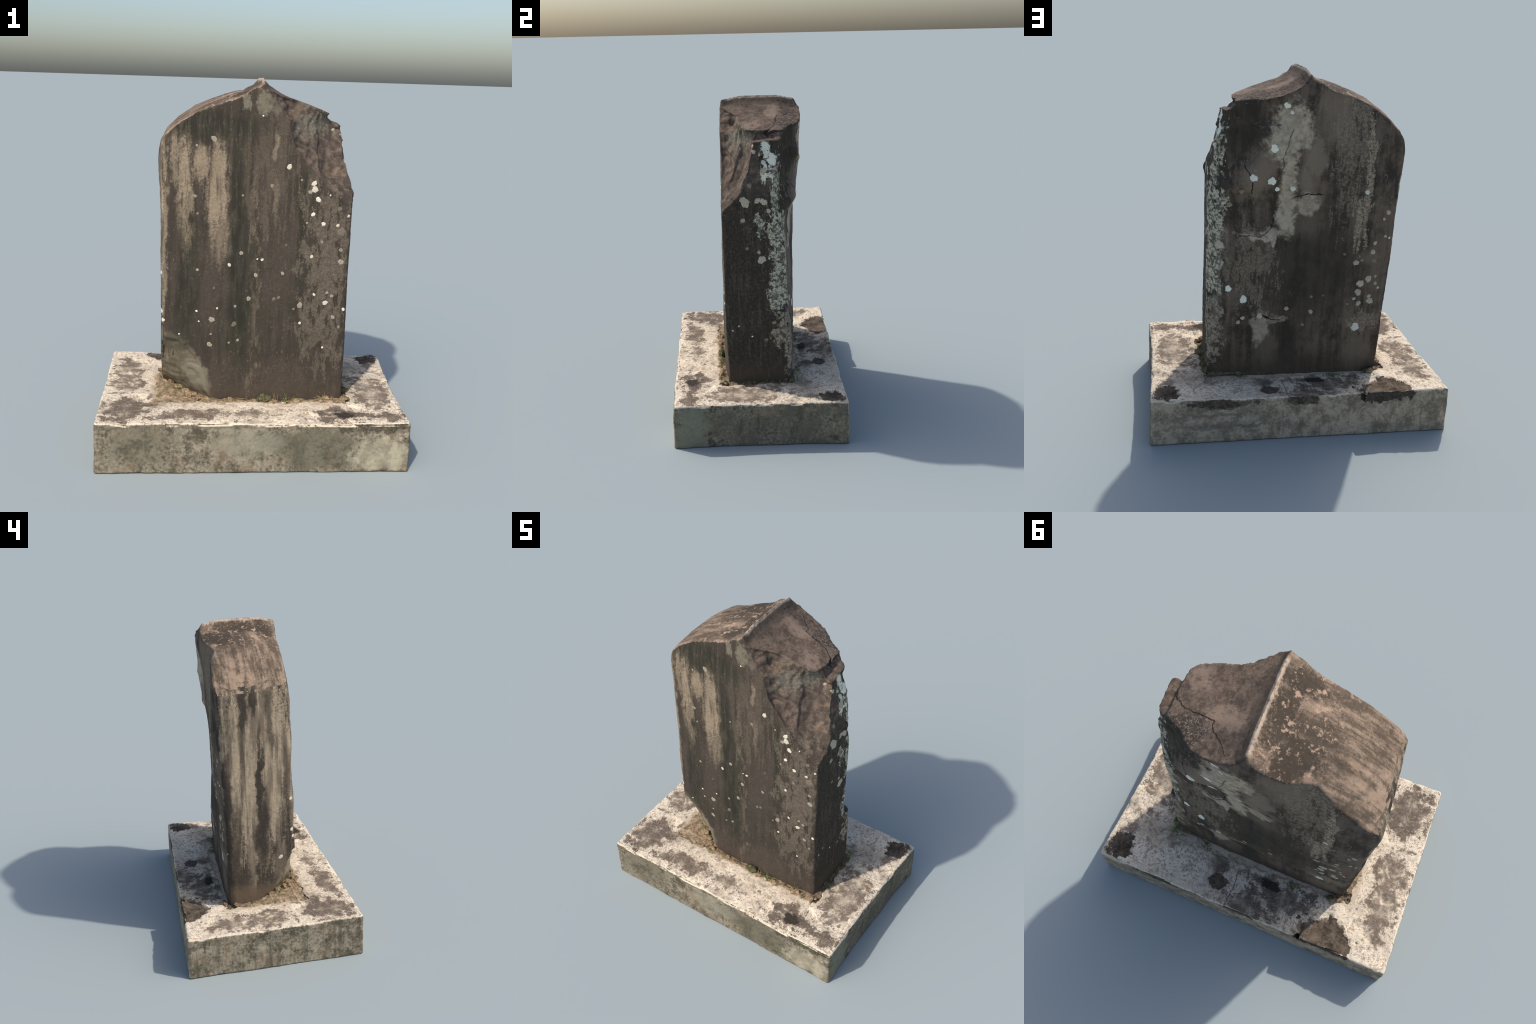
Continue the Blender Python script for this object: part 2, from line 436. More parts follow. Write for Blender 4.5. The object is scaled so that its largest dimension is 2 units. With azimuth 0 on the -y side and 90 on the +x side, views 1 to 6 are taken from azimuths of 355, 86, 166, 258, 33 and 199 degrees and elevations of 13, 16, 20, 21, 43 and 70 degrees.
# ================================================================== materials: a small node language
class S:
    """a socket with arithmetic"""
    def __init__(self, t, s): self.t, self.s = t, s
    def _m(self, op, *o, clamp=False):
        n = self.t.nodes.new("ShaderNodeMath"); n.operation = op; n.use_clamp = clamp
        for i, v in enumerate((self,) + o):
            put(self.t, v, n.inputs[i])
        return S(self.t, n.outputs[0])
    def __add__(self, o): return self._m("ADD", o)
    __radd__ = __add__
    def __sub__(self, o): return self._m("SUBTRACT", o)
    def __rsub__(self, o): return S.const(self.t, o)._m("SUBTRACT", self)
    def __mul__(self, o): return self._m("MULTIPLY", o)
    __rmul__ = __mul__
    def __truediv__(self, o): return self._m("DIVIDE", o)
    def max(self, o): return self._m("MAXIMUM", o)
    def min(self, o): return self._m("MINIMUM", o)
    def abs(self): return self._m("ABSOLUTE")
    def sqrt(self): return self._m("SQRT")
    def inv(self): return S.const(self.t, 1.0)._m("SUBTRACT", self, clamp=True)
    def step(self, a, b):
        n = self.t.nodes.new("ShaderNodeMapRange"); n.interpolation_type = "SMOOTHSTEP"
        put(self.t, self, n.inputs["Value"])
        lo, hi, ta, tb = (a, b, 0.0, 1.0) if a < b else (b, a, 1.0, 0.0)
        n.inputs["From Min"].default_value = lo; n.inputs["From Max"].default_value = hi
        n.inputs["To Min"].default_value = ta; n.inputs["To Max"].default_value = tb
        return S(self.t, n.outputs["Result"])
    @staticmethod
    def const(t, v):
        n = t.nodes.new("ShaderNodeValue"); n.outputs[0].default_value = v
        return S(t, n.outputs[0])

def put(t, v, inp):
    if isinstance(v, S): t.links.new(v.s, inp)
    elif isinstance(v, (tuple, list)): inp.default_value = tuple(v) + ((1.0,) if len(v) == 3 and inp.type == "RGBA" else ())
    else: inp.default_value = v

class Mat:
    def __init__(self, name, rough=0.9):
        self.m = bpy.data.materials.new(name); self.m.use_nodes = True
        self.t = self.m.node_tree
        self.b = self.t.nodes["Principled BSDF"]
        self.b.inputs["Roughness"].default_value = rough
        self.b.inputs["Specular IOR Level"].default_value = 0.15
        tc = self.t.nodes.new("ShaderNodeTexCoord")
        self.P = S(self.t, tc.outputs["Object"])
        sp = self.t.nodes.new("ShaderNodeSeparateXYZ"); put(self.t, self.P, sp.inputs[0])
        self.x, self.y, self.z = (S(self.t, o) for o in sp.outputs)
        ge = self.t.nodes.new("ShaderNodeSeparateXYZ"); self.t.links.new(tc.outputs["Normal"], ge.inputs[0])
        self.nx, self.ny, self.nz = (S(self.t, o) for o in ge.outputs)
        self.bent, self.rags = {}, {}
        self.warp = [(self.noise(9, 4, .6, at=a) - .5) * w for a, w in ((11.0, .09), (17.0, .09), (23.0, .11))]
        self.wob = [(self.noise(28, 4, .65, at=a) - .5) * .032 for a in (41.0, 47.0, 53.0)]
        self.fleck = self.noise(130, 4, .75, at=31.0) - .5
    def noise(self, scale, detail=3.0, rough=0.55, stretch=(1, 1, 1), at=0.0, kind="FBM"):
        mp = self.t.nodes.new("ShaderNodeMapping"); put(self.t, self.P, mp.inputs["Vector"])
        mp.inputs["Scale"].default_value = stretch
        mp.inputs["Location"].default_value = (at, at * 0.7, at * 1.3)
        n = self.t.nodes.new("ShaderNodeTexNoise"); n.noise_dimensions = "3D"
        self.t.links.new(mp.outputs[0], n.inputs["Vector"])
        n.inputs["Scale"].default_value = scale; n.inputs["Detail"].default_value = detail; n.inputs["Roughness"].default_value = rough
        return S(self.t, n.outputs["Fac"])
    def cells(self, scale, at=0.0, stretch=(1, 1, 1), rnd=1.0):
        mp = self.t.nodes.new("ShaderNodeMapping"); put(self.t, self.P, mp.inputs["Vector"])
        mp.inputs["Location"].default_value = (at, at, at); mp.inputs["Scale"].default_value = stretch
        n = self.t.nodes.new("ShaderNodeTexVoronoi"); self.t.links.new(mp.outputs[0], n.inputs["Vector"])
        n.inputs["Scale"].default_value = scale; n.inputs["Randomness"].default_value = rnd
        return S(self.t, n.outputs["Distance"]), S(self.t, n.outputs["Color"])
    def group(self, kind):
        """shared node groups: a ragged ellipse and a line piece"""
        g = bpy.data.node_groups.get(kind)
        if g: return g
        g = bpy.data.node_groups.new(kind, "ShaderNodeTree")
        names = ["u", "v", "cu", "cv", "iu", "iv", "n", "fl", "amp", "lo", "hi"] if kind == "ragged_ellipse" else ["u", "v", "au", "av", "du", "dv", "iL"]
        for nm in names: g.interface.new_socket(nm, in_out="INPUT", socket_type="NodeSocketFloat")
        g.interface.new_socket("out", in_out="OUTPUT", socket_type="NodeSocketFloat")
        gi, go = g.nodes.new("NodeGroupInput"), g.nodes.new("NodeGroupOutput")
        I = {nm: S(g, gi.outputs[i]) for i, nm in enumerate(names)}
        if kind == "ragged_ellipse":
            a = (I["u"] - I["cu"]) * I["iu"]; b = (I["v"] - I["cv"]) * I["iv"]
            d = 1.0 - (a * a + b * b).sqrt() + (I["n"] * 1.9 + I["fl"] * .8) * I["amp"]
            mr = g.nodes.new("ShaderNodeMapRange"); mr.interpolation_type = "SMOOTHSTEP"
            put(g, d, mr.inputs["Value"]); put(g, I["lo"], mr.inputs["From Min"]); put(g, I["hi"], mr.inputs["From Max"])
            g.links.new(mr.outputs["Result"], go.inputs[0])
        else:
            pu, pv = I["u"] - I["au"], I["v"] - I["av"]
            t = ((pu * I["du"] + pv * I["dv"]) * I["iL"])._m("ADD", 0.0, clamp=True)
            ex, ey = pu - t * I["du"], pv - t * I["dv"]
            g.links.new((ex * ex + ey * ey).sqrt().s, go.inputs[0])
        return g
    def use(self, kind, vals):
        n = self.t.nodes.new("ShaderNodeGroup"); n.node_tree = self.group(kind)
        for i, v in enumerate(vals): put(self.t, v, n.inputs[i])
        return S(self.t, n.outputs[0])
    def wu(self, u):
        """coordinate bent by noise so that no outline runs straight"""
        k = u.s.name
        if k not in self.bent: self.bent[k] = u + self.warp["XYZ".index(k)]
        return self.bent[k]
    def ell(self, u, v, cu, cv, ru, rv, n=None, amp=1.0, soft=0.5):
        """soft ragged ellipse mask in the coordinates u, v"""
        key = n.s.node.name if n is not None else ""
        if key not in self.rags: self.rags[key] = 0.0 if n is None else n - .5
        return self.use("ragged_ellipse", (self.wu(u), self.wu(v), cu, cv, 1 / ru, 1 / rv, self.rags[key], self.fleck, amp, -soft / 2, soft / 2))
    def line(self, u, v, pts, w):
        """thin broken line along a few points"""
        out = None
        for (au, av), (bu, bv) in zip(pts[:-1], pts[1:]):
            du, dv = bu - au, bv - av
            d = self.use("line_piece", (self.wl(u), self.wl(v), au, av, du, dv, 1 / (du * du + dv * dv)))
            out = d if out is None else out.min(d)
        return out.step(w, w * 0.3)
    def wl(self, u):
        k = "l" + u.s.name
        if k not in self.bent: self.bent[k] = u + self.wob["XYZ".index(u.s.name)]
        return self.bent[k]
    def mix(self, f, a, b):
        n = self.t.nodes.new("ShaderNodeMix"); n.data_type = "RGBA"; n.clamp_factor = True
        put(self.t, f, n.inputs[0]); put(self.t, a, n.inputs[6]); put(self.t, b, n.inputs[7])
        return S(self.t, n.outputs[2])
    def scale(self, c, f):
        n = self.t.nodes.new("ShaderNodeVectorMath"); n.operation = "SCALE"
        put(self.t, c, n.inputs[0]); put(self.t, f, n.inputs["Scale"])
        return S(self.t, n.outputs[0])
    def finish(self, col, height=None, strength=0.4, dist=0.004):
        put(self.t, col, self.b.inputs["Base Color"])
        if height is not None:
            bp = self.t.nodes.new("ShaderNodeBump")
            bp.inputs["Strength"].default_value = strength; bp.inputs["Distance"].default_value = dist
            put(self.t, height, bp.inputs["Height"])
            self.t.links.new(bp.outputs[0], self.b.inputs["Normal"])
        return self.m

DARK = (.052, .042, .033); GREENDARK = (.044, .040, .029); BLACK = (.030, .027, .022)
BROWN = (.074, .058, .045); TAN = (.37, .285, .185); SAND = (.47, .37, .25)
FRESH = (.33, .29, .215); LICHEN = (.60, .55, .41); PALE = (.80, .74, .60)

def slab_material(region):
    """weathering of one side of the slab: front, left, back, right or roof"""
    M = Mat("slab_" + region + "_stone")
    x, y, z = M.x, M.y, M.z
    big = M.noise(5, 4, .6)
    streak = M.noise(7, 5, .62, (3.2, 3.2, 0.30), 3.0)          # rain streaks
    streak2 = M.noise(16, 4, .6, (3.0, 3.0, 0.35), 9.0)
    grain = M.noise(70, 5, .72)
    fine = M.noise(210, 3, .7, at=2.0)
    blot = M.noise(26, 5, .68, at=5.0)
    rag = grain * 0.35 + streak2 * 0.65
    sp = fine * 0.5 + grain * 0.5
    # --- dark skin everywhere
    col = M.mix(streak.step(.40, .62), DARK, BROWN)
    col = M.mix(streak2.step(.52, .72) * .55, col, GREENDARK)
    col = M.mix(sp.step(.56, .70) * .40, col, (.20, .16, .12))
    specks = (M.noise(95, 3, .6, (1, 1, .55), 8.0) * .7 + streak2 * .3).step(.585, .64)
    col = M.mix(specks * .5, col, (.20, .168, .118))
    col = M.mix(fine.step(.50, .30) * .35, col, BLACK)

    def lay(col, gate, mask, c, amount=1.0, nz=None):
        f = mask * gate if gate is not None else mask
        if amount != 1.0: f = f * amount
        return M.mix(f, col, c)

    tan_c = M.mix(sp.step(.40, .62), (.22, .17, .115), SAND)
    tan_c = M.mix(blot.step(.42, .60) * .35, tan_c, (.34, .26, .19))
    vblot = M.noise(22, 5, .68, (1.2, 1.2, .42), 15.0)
    ring, _ = M.cells(46, 1.0)
    crust_n = ((ring - .32).abs().step(.30, .0) * .10 + blot * .52 + grain * .42)
    cc = M.mix(z.step(.70, .78), (.40, .325, .235), LICHEN)
    cc = M.mix(grain.step(.56, .40) * .75, cc, (.235, .205, .15))
    crust = None
    if region in ("front", "right"):
        # --- broken upper right front
        edge = (x * 1.02 + z * 1.0)
        gB = y.step(-.213, -.195) * x.step(.03, .06) * z.step(1.35, 1.39) * y.step(.06, .0) * M.nz.step(.75, .55)
        brk_c = M.mix(blot.step(.38, .64), (.082, .062, .049), (.165, .125, .096))
        brk_c = M.mix(sp.step(.56, .70) * .5, brk_c, (.27, .215, .165))
        brk_c = M.mix(M.ell(x, z, .28, 1.775, .11, .065, blot, 2.4, .6) * y.step(-.20, -.17), brk_c, M.mix(grain.step(.4, .62), (.135, .114, .084), (.225, .196, .148)))
    if region == "front":
        # --- front
        gF = y.step(-.10, -.145)
        E = lambda cu, cv, ru, rv, n=rag, amp=1.7, soft=1.1: M.ell(x, z, cu, cv, ru, rv, n, amp, soft)
        green = E(-.115, 1.05, .055, .55, streak2, 1.5, .9).max(E(.225, 1.30, .028, .24, streak2, 1.5, .7)).max(E(-.38, .98, .055, .42, streak2, 1.5, .9)).max(E(-.27, 1.75, .24, .10, rag, 1.0, .8)).max(E(-.13, .70, .09, .16, rag, 1.2, .8)).max(E(.33, .62, .14, .25, rag, 2.2, .8) * .6)
        col = lay(col, gF, green, M.mix(specks * .4, M.mix(streak2.step(.4, .6), (.034, .031, .023), (.056, .050, .036)), (.15, .13, .09)), .95)
        warm = E(-.235, .95, .07, .36, streak, 1.5, .9).max(E(.10, 1.10, .10, .45, streak, 1.5, .9)).max(E(.08, .40, .40, .10, rag, 1.0, .9)).max(E(.09, 1.66, .13, .20, rag, 1.4, .8))
        col = lay(col, gF, warm, M.mix(sp.step(.45, .7), (.066, .053, .042), (.135, .108, .081)), .65)
        t = E(-.400, 1.43, .034, .27).max(E(-.235, 1.42, .046, .23)).max(E(-.315, 1.57, .050, .08)).max(E(-.395, 1.22, .022, .17)).max(E(-.455, 1.6, .016, .14) * .7)
        t = t.max(E(-.512, 1.30, .020, .50) * .8).max(E(-.21, 1.20, .045, .14) * .55).max(E(.065, 1.62, .012, .08) * .75).max(E(.07, 1.40, .014, .12, rag, 2.4) * .4)
        t = t.max(E(.245, 1.28, .010, .13) * .6).max(E(-.028, .80, .022, .34, vblot, 5.0, .4) * .35).max(E(.06, 1.55, .22, .2, streak2, 5.0, .4) * .15)
        t = t * (streak2 * .6 + streak * .4).step(.36, .52)._m('MULTIPLY_ADD', .72, .28)
        col = lay(col, gF, t, M.mix(.3, tan_c, (.25, .19, .13)), .88)
        dark2 = E(-.13, 1.15, .032, .75, streak2, 1.6, .9).max(E(-.07, .72, .045, .34, streak2, 1.8, .9)).max(E(.222, 1.18, .026, .42, streak2, 1.8, .8)).max(E(-.28, 1.76, .24, .055, streak2, 2.0, .9)).max(E(-.405, .92, .04, .36, streak2, 1.8, .9)).max(E(.03, .62, .03, .2, streak2, 1.8, .9) * .6)
        col = lay(col, gF, dark2, M.mix(specks * .45, M.mix(streak2.step(.4, .6), (.030, .028, .021), (.050, .045, .033)), (.15, .13, .09)), .82)
        motl = E(.35, 1.05, .11, .38, vblot, 3.8, .5).max(E(.34, .66, .10, .18, vblot, 3.8, .5) * .8)
        col = lay(col, gF, E(.34, .90, .14, .45, rag, 1.5, .9), GREENDARK, .7)
        col = lay(col, gF, motl, M.mix(sp.step(.40, .62), (.105, .081, .060), (.215, .172, .128)), .72)
        pale = E(.002, 1.88, .042, .055, blot, 1.2, .5).max(E(-.095, 1.875, .022, .045, streak2, 2.4, .4)).max(E(.05, 1.87, .03, .04, blot, 2.0, .5) * .6)
        col = lay(col, gF, pale, M.mix(grain.step(.4, .6), (.165, .148, .103), (.235, .208, .15)), .75)
        col = M.mix(gB, col, brk_c)
        # --- lower left chip: fresh greenish break
        gC = ((x + .56) * (x + .56) * 9.6 + (z - .22) * (z - .22) * 5.2 + (blot - .5) * .5 + (grain - .5) * .3).step(1.08, .92)
        chip_c = M.mix((blot * .6 + big * .4).step(.40, .60), (.112, .096, .064), (.185, .158, .112))
        chip_c = M.mix(E(-.31, .41, .08, .09, rag, 1.0, .6) * .7, chip_c, (.235, .21, .155))
        chip_c = M.mix(E(-.42, .60, .08, .06, rag, 1.0, .6) * .6, chip_c, (.075, .069, .047))
        col = M.mix(gC * y.step(-.235, -.215).max(.6), col, chip_c)
    if region == "left":
        # --- left face: tan with dark runs
        L = lambda cu, cv, ru, rv, n=rag, amp=1.8, soft=.9: M.ell(y, z, cu, cv, ru, rv, n, amp, soft)
        lt = L(.05, 1.20, .26, .58, rag, 1.4, .6).max(L(.085, .62, .028, .26, rag, 1.6)).max(L(-.06, .90, .045, .22)).max(L(-.10, .55, .05, .16, rag, 2.2) * .6)
        left = M.mix(lt, col, M.mix(streak.step(.44, .60) * .8, M.mix(.25, tan_c, (.52, .41, .28)), (.145, .112, .083)))
        lb = L(.028, 1.06, .022, .36, rag, 1.5, .9).max(L(.018, .78, .042, .24, rag, 1.6, 1.0)).max(L(.12, 1.58, .028, .16, rag, 1.6)).max(L(-.035, 1.52, .024, .24, rag, 1.6) * .75).max(L(.07, 1.62, .02, .09, rag, 1.6)).max(L(.235, .92, .028, .40, rag, 1.2)).max(L(-.145, .95, .026, .35, rag, 1.4) * .7).max(L(.18, .78, .03, .24, rag, 1.6) * .7).max(L(.135, 1.35, .016, .35, rag, 1.6) * .6)
        left = M.mix(lb, left, M.mix(sp.step(.5, .7), DARK, (.12, .095, .072)))
        left = M.mix(z.step(.44, .34) * .8, left, (.155, .115, .075))
        col = left
    if region == "back":
        # --- back
        gK = (y + x * .13).step(.165, .190)
        B = lambda cu, cv, ru, rv, n=blot, amp=1.0, soft=.75: M.ell(x, z, cu, cv, ru, rv, n, amp, soft)
        gray = B(.085, 1.74, .085, .10).max(B(.125, 1.63, .085, .10)).max(B(.03, 1.665, .05, .065)).max(B(.09, 1.42, .035, .22)).max(B(.085, 1.22, .048, .13)).max(B(.14, 1.115, .075, .028)).max(B(.235, 1.085, .10, .013)).max(B(.15, 1.07, .012, .04)).max(B(-.02, 1.285, .06, .055) * .8).max(B(.21, .55, .045, .10) * .75).max(B(.13, .60, .075, .022) * .6)
        haze = B(.25, 1.46, .075, .13, rag, 1.0, .8) * .5
        haze = haze.max(B(-.05, 1.56, .055, .11, rag, 1.2, .8) * .7).max(B(.00, 1.42, .05, .09, rag, 1.0, .8) * .6).max(B(-.14, 1.76, .12, .15, rag, 1.4, .9) * .45).max(B(-.38, .36, .09, .12, rag, 1.0, .9) * .5).max(B(-.40, 1.0, .05, .06, rag, 1.0, .8) * .3).max(B(-.02, 1.2, .12, .10, rag, 1.2, 1.) * .3).max(B(.16, .44, .06, .14, rag, 1.2, 1.) * .35)
        back_base = M.mix((streak * .4 + big * .4 + blot * .2).step(.42, .58), (.056, .043, .032), (.175, .128, .093))  # back colours tinted redder and lighter to offset blue skylight in the shade
        back_base = M.mix(specks * .5, back_base, (.27, .215, .155))
        back_base = M.mix(sp.step(.54, .68) * .4, back_base, (.22, .17, .125))
        spk = B(-.352, 1.45, .020, .34, rag, 2.6, .4).max(B(-.31, 1.17, .025, .14, rag, 3.4, .4)).max(B(-.26, 1.55, .07, .26, rag, 4.4, .5) * .45).max(B(.28, .92, .11, .16, vblot, 4.4, .4) * .5).max(B(-.30, 1.80, .06, .06, rag, 2.6, .4) * .6).max(B(-.40, .58, .09, .05, rag, 2.8, .4) * .6)
        deep = B(-.05, .92, .30, .36, rag, 1.0, .9).max(B(.33, 1.72, .11, .2, rag, 1.0, .8)).max(B(.10, .45, .14, .16, rag, 1.0, .8))
        back = M.mix(deep * .75, back_base, (.050, .041, .030))
        back = M.mix(z.step(.50, .30) * .5, back, (.085, .062, .045))
        back = M.mix(haze, back, (.30, .23, .165))
        back = M.mix(spk, back, M.mix(sp.step(.42, .6), (.17, .13, .09), (.46, .365, .255)))
        back = M.mix(gray, back, M.mix(blot.step(.36, .64), (.34, .272, .195), (.52, .425, .31)))
        cr = M.line(x, z, [(.327, 1.495), (.296, 1.44), (.282, 1.40), (.280, 1.34)], .0045).max(M.line(x, z, [(.085, 1.70), (.11, 1.60), (.13, 1.54), (.115, 1.47)], .004) * .7).max(M.line(x, z, [(.20, .63), (.15, .60), (.085, .595)], .006)).max(M.line(x, z, [(.045, 1.325), (-.02, 1.345), (-.10, 1.345)], .005)).max(M.line(x, z, [(.33, 1.09), (.22, 1.09), (.165, 1.135), (.15, 1.20)], .005) * .8)
        back = M.mix(cr, back, (.018, .016, .014))
        col = M.mix(gK, col, back)
        kb = M.ell(x, z, .478, 1.02, .045, .30, blot, 1.5, .4).max(M.ell(x, z, .475, .60, .05, .24, blot, 1.7, .4)).max(M.ell(x, z, .455, 1.28, .035, .12, blot, 2.2, .4))
        kb = kb.max(M.ell(x, z, .435, 1.60, .02, .20, blot, 4.0, .4))
        crust = kb * (crust_n.step(.46, .55) * .75 + .25)
        col = M.mix(crust, col, cc)
    if region == "right":
        # --- right face and the crusted back corner
        gR = x.step(.425, .455) * (z - 1.9).step(.0, -.02)
        R = lambda cu, cv, ru, rv, n=blot, amp=1.2, soft=.4: M.ell(y, z, cu, cv, ru, rv, n, amp, soft)
        rt = M.mix(grain.step(.42, .68) * .7, (.044, .036, .027), (.105, .083, .061))
        rt = M.mix(specks * .5, rt, (.24, .19, .135))
        rt = M.mix(streak2.step(.52, .66) * .5, rt, (.125, .095, .068))
        rt = M.mix(z.step(.46, .32) * .5, rt, (.095, .070, .052))
        rt = M.mix(z.step(1.40, 1.55), rt, brk_c)
        col = M.mix(gR, col, rt)
        cr_m = R(.120, 1.02, .050, .32, blot, 2.0).max(R(.11, .84, .065, .12, blot, 1.3)).max(R(.12, .60, .058, .09, blot, 2.0)).max(R(.165, .50, .025, .17, blot, 2.0)).max(R(.00, 1.275, .028, .07, blot, 2.4)).max(R(.085, 1.22, .035, .14, blot, 2.6)).max(R(.10, 1.52, .02, .20, rag, 3.0))
        gR2 = x.step(.44, .465)
        crust = (cr_m * gR2) * (crust_n.step(.46, .55) * .75 + .25)
        up = R(.045, 1.715, .022, .05, blot, 1.2).max(R(.085, 1.665, .02, .045, blot, 1.4)).max(R(.05, 1.60, .03, .05, rag, 3.2)) * x.step(.39, .42)
        col = M.mix(crust, col, cc)
        col = M.mix(up, col, (.80, .78, .62))
    if region == "roof":
        # --- roof
        slope = M.noise(9, 5, .66, (0.35, 3.2, 0.5), 4.0)
        T = lambda cu, cv, ru, rv, n=blot, amp=1.6, soft=.5: M.ell(x, y, cu, cv, ru, rv, n, amp, soft)
        rf = M.mix((sp * .6 + blot * .4).step(.38, .62), (.105, .078, .056), (.30, .218, .155))
        rf = M.mix(slope.step(.46, .60) * .6, rf, (.36, .262, .185))
        rf = M.mix(slope.step(.46, .34) * .5, rf, (.095, .072, .052))
        rf = M.mix(sp.step(.47, .39) * .5, rf, (.085, .064, .047))
        rf = M.mix(sp.step(.56, .64) * .5, rf, (.45, .33, .24))
        dk = T(-.16, .17, .10, .10).max(T(-.20, .05, .11, .07) * .8).max(T(-.10, -.11, .10, .06)).max(T(-.26, -.14, .10, .05) * .7).max(T(-.06, .05, .05, .16)).max(T(-.12, .24, .08, .06)).max(T(-.32, .12, .08, .04) * .6)
        rf = M.mix(dk * .92, rf, (.062, .049, .036))
        rf = M.mix((big * .6 + blot * .4).step(.52, .60) * .55, rf, (.42, .295, .205))
        rf = M.mix((big * .6 + blot * .4).step(.47, .39) * .6, rf, (.075, .058, .043))
        fleck = (blot * .6 + grain * .4).step(.535, .60) * T(-.12, .06, .18, .30, big, .8, .6)
        rf = M.mix(fleck * .85, rf, (.47, .33, .235))
        rr = M.mix((blot * .5 + grain * .5).step(.38, .62), (.092, .067, .050), (.195, .142, .106))
        rr = M.mix(T(.14, .12, .08, .05, rag, 1.0, .8).max(T(.30, -.02, .05, .06, rag, 1., .8)) * .55, rr, (.34, .245, .18))
        rr = M.mix(sp.step(.55, .66) * .55, rr, (.33, .25, .19))
        rr = M.mix(blot.step(.48, .36) * .6, rr, (.075, .056, .042))
        rr = M.mix(T(.27, .20, .09, .07, rag, 2.0, .5) * .75, rr, M.mix(sp.step(.5, .6), (.06, .047, .037), (.38, .30, .225)))
        rr = M.mix(x.step(.07, .02) * .7, rr, (.085, .066, .05))
        rf = M.mix(slope.step(.52, .40) * x.step(-.18, -.35) * .6, rf, (.10, .075, .054))
        roof = M.mix(x.step(-.005, .005), rf, rr)
        ckl = M.line(x, y, [(.375, .06), (.33, .105), (.25, .125), (.18, .14), (.165, .18), (.115, .22), (.085, .255)], .0032)
        roof = M.mix(ckl * x.step(.06, .10), roof, (.03, .025, .02))
        crest = (x + (grain - .5) * .012).abs().step(.013, .006) * y.step(.27, .24) * y.step(-.18, -.14)
        roof = M.mix(crest * (streak * .5 + grain * .5).step(.32, .5), roof, (.52, .40, .30))
        col = roof
    # damp foot
    col = M.mix(z.step(.40, .27) * .45, col, (.10, .072, .05))
    h = grain * .5 + fine * .35 + blot * .5
    if crust is not None: h = h + crust * .3
    return M.finish(col, h, .55, .005)

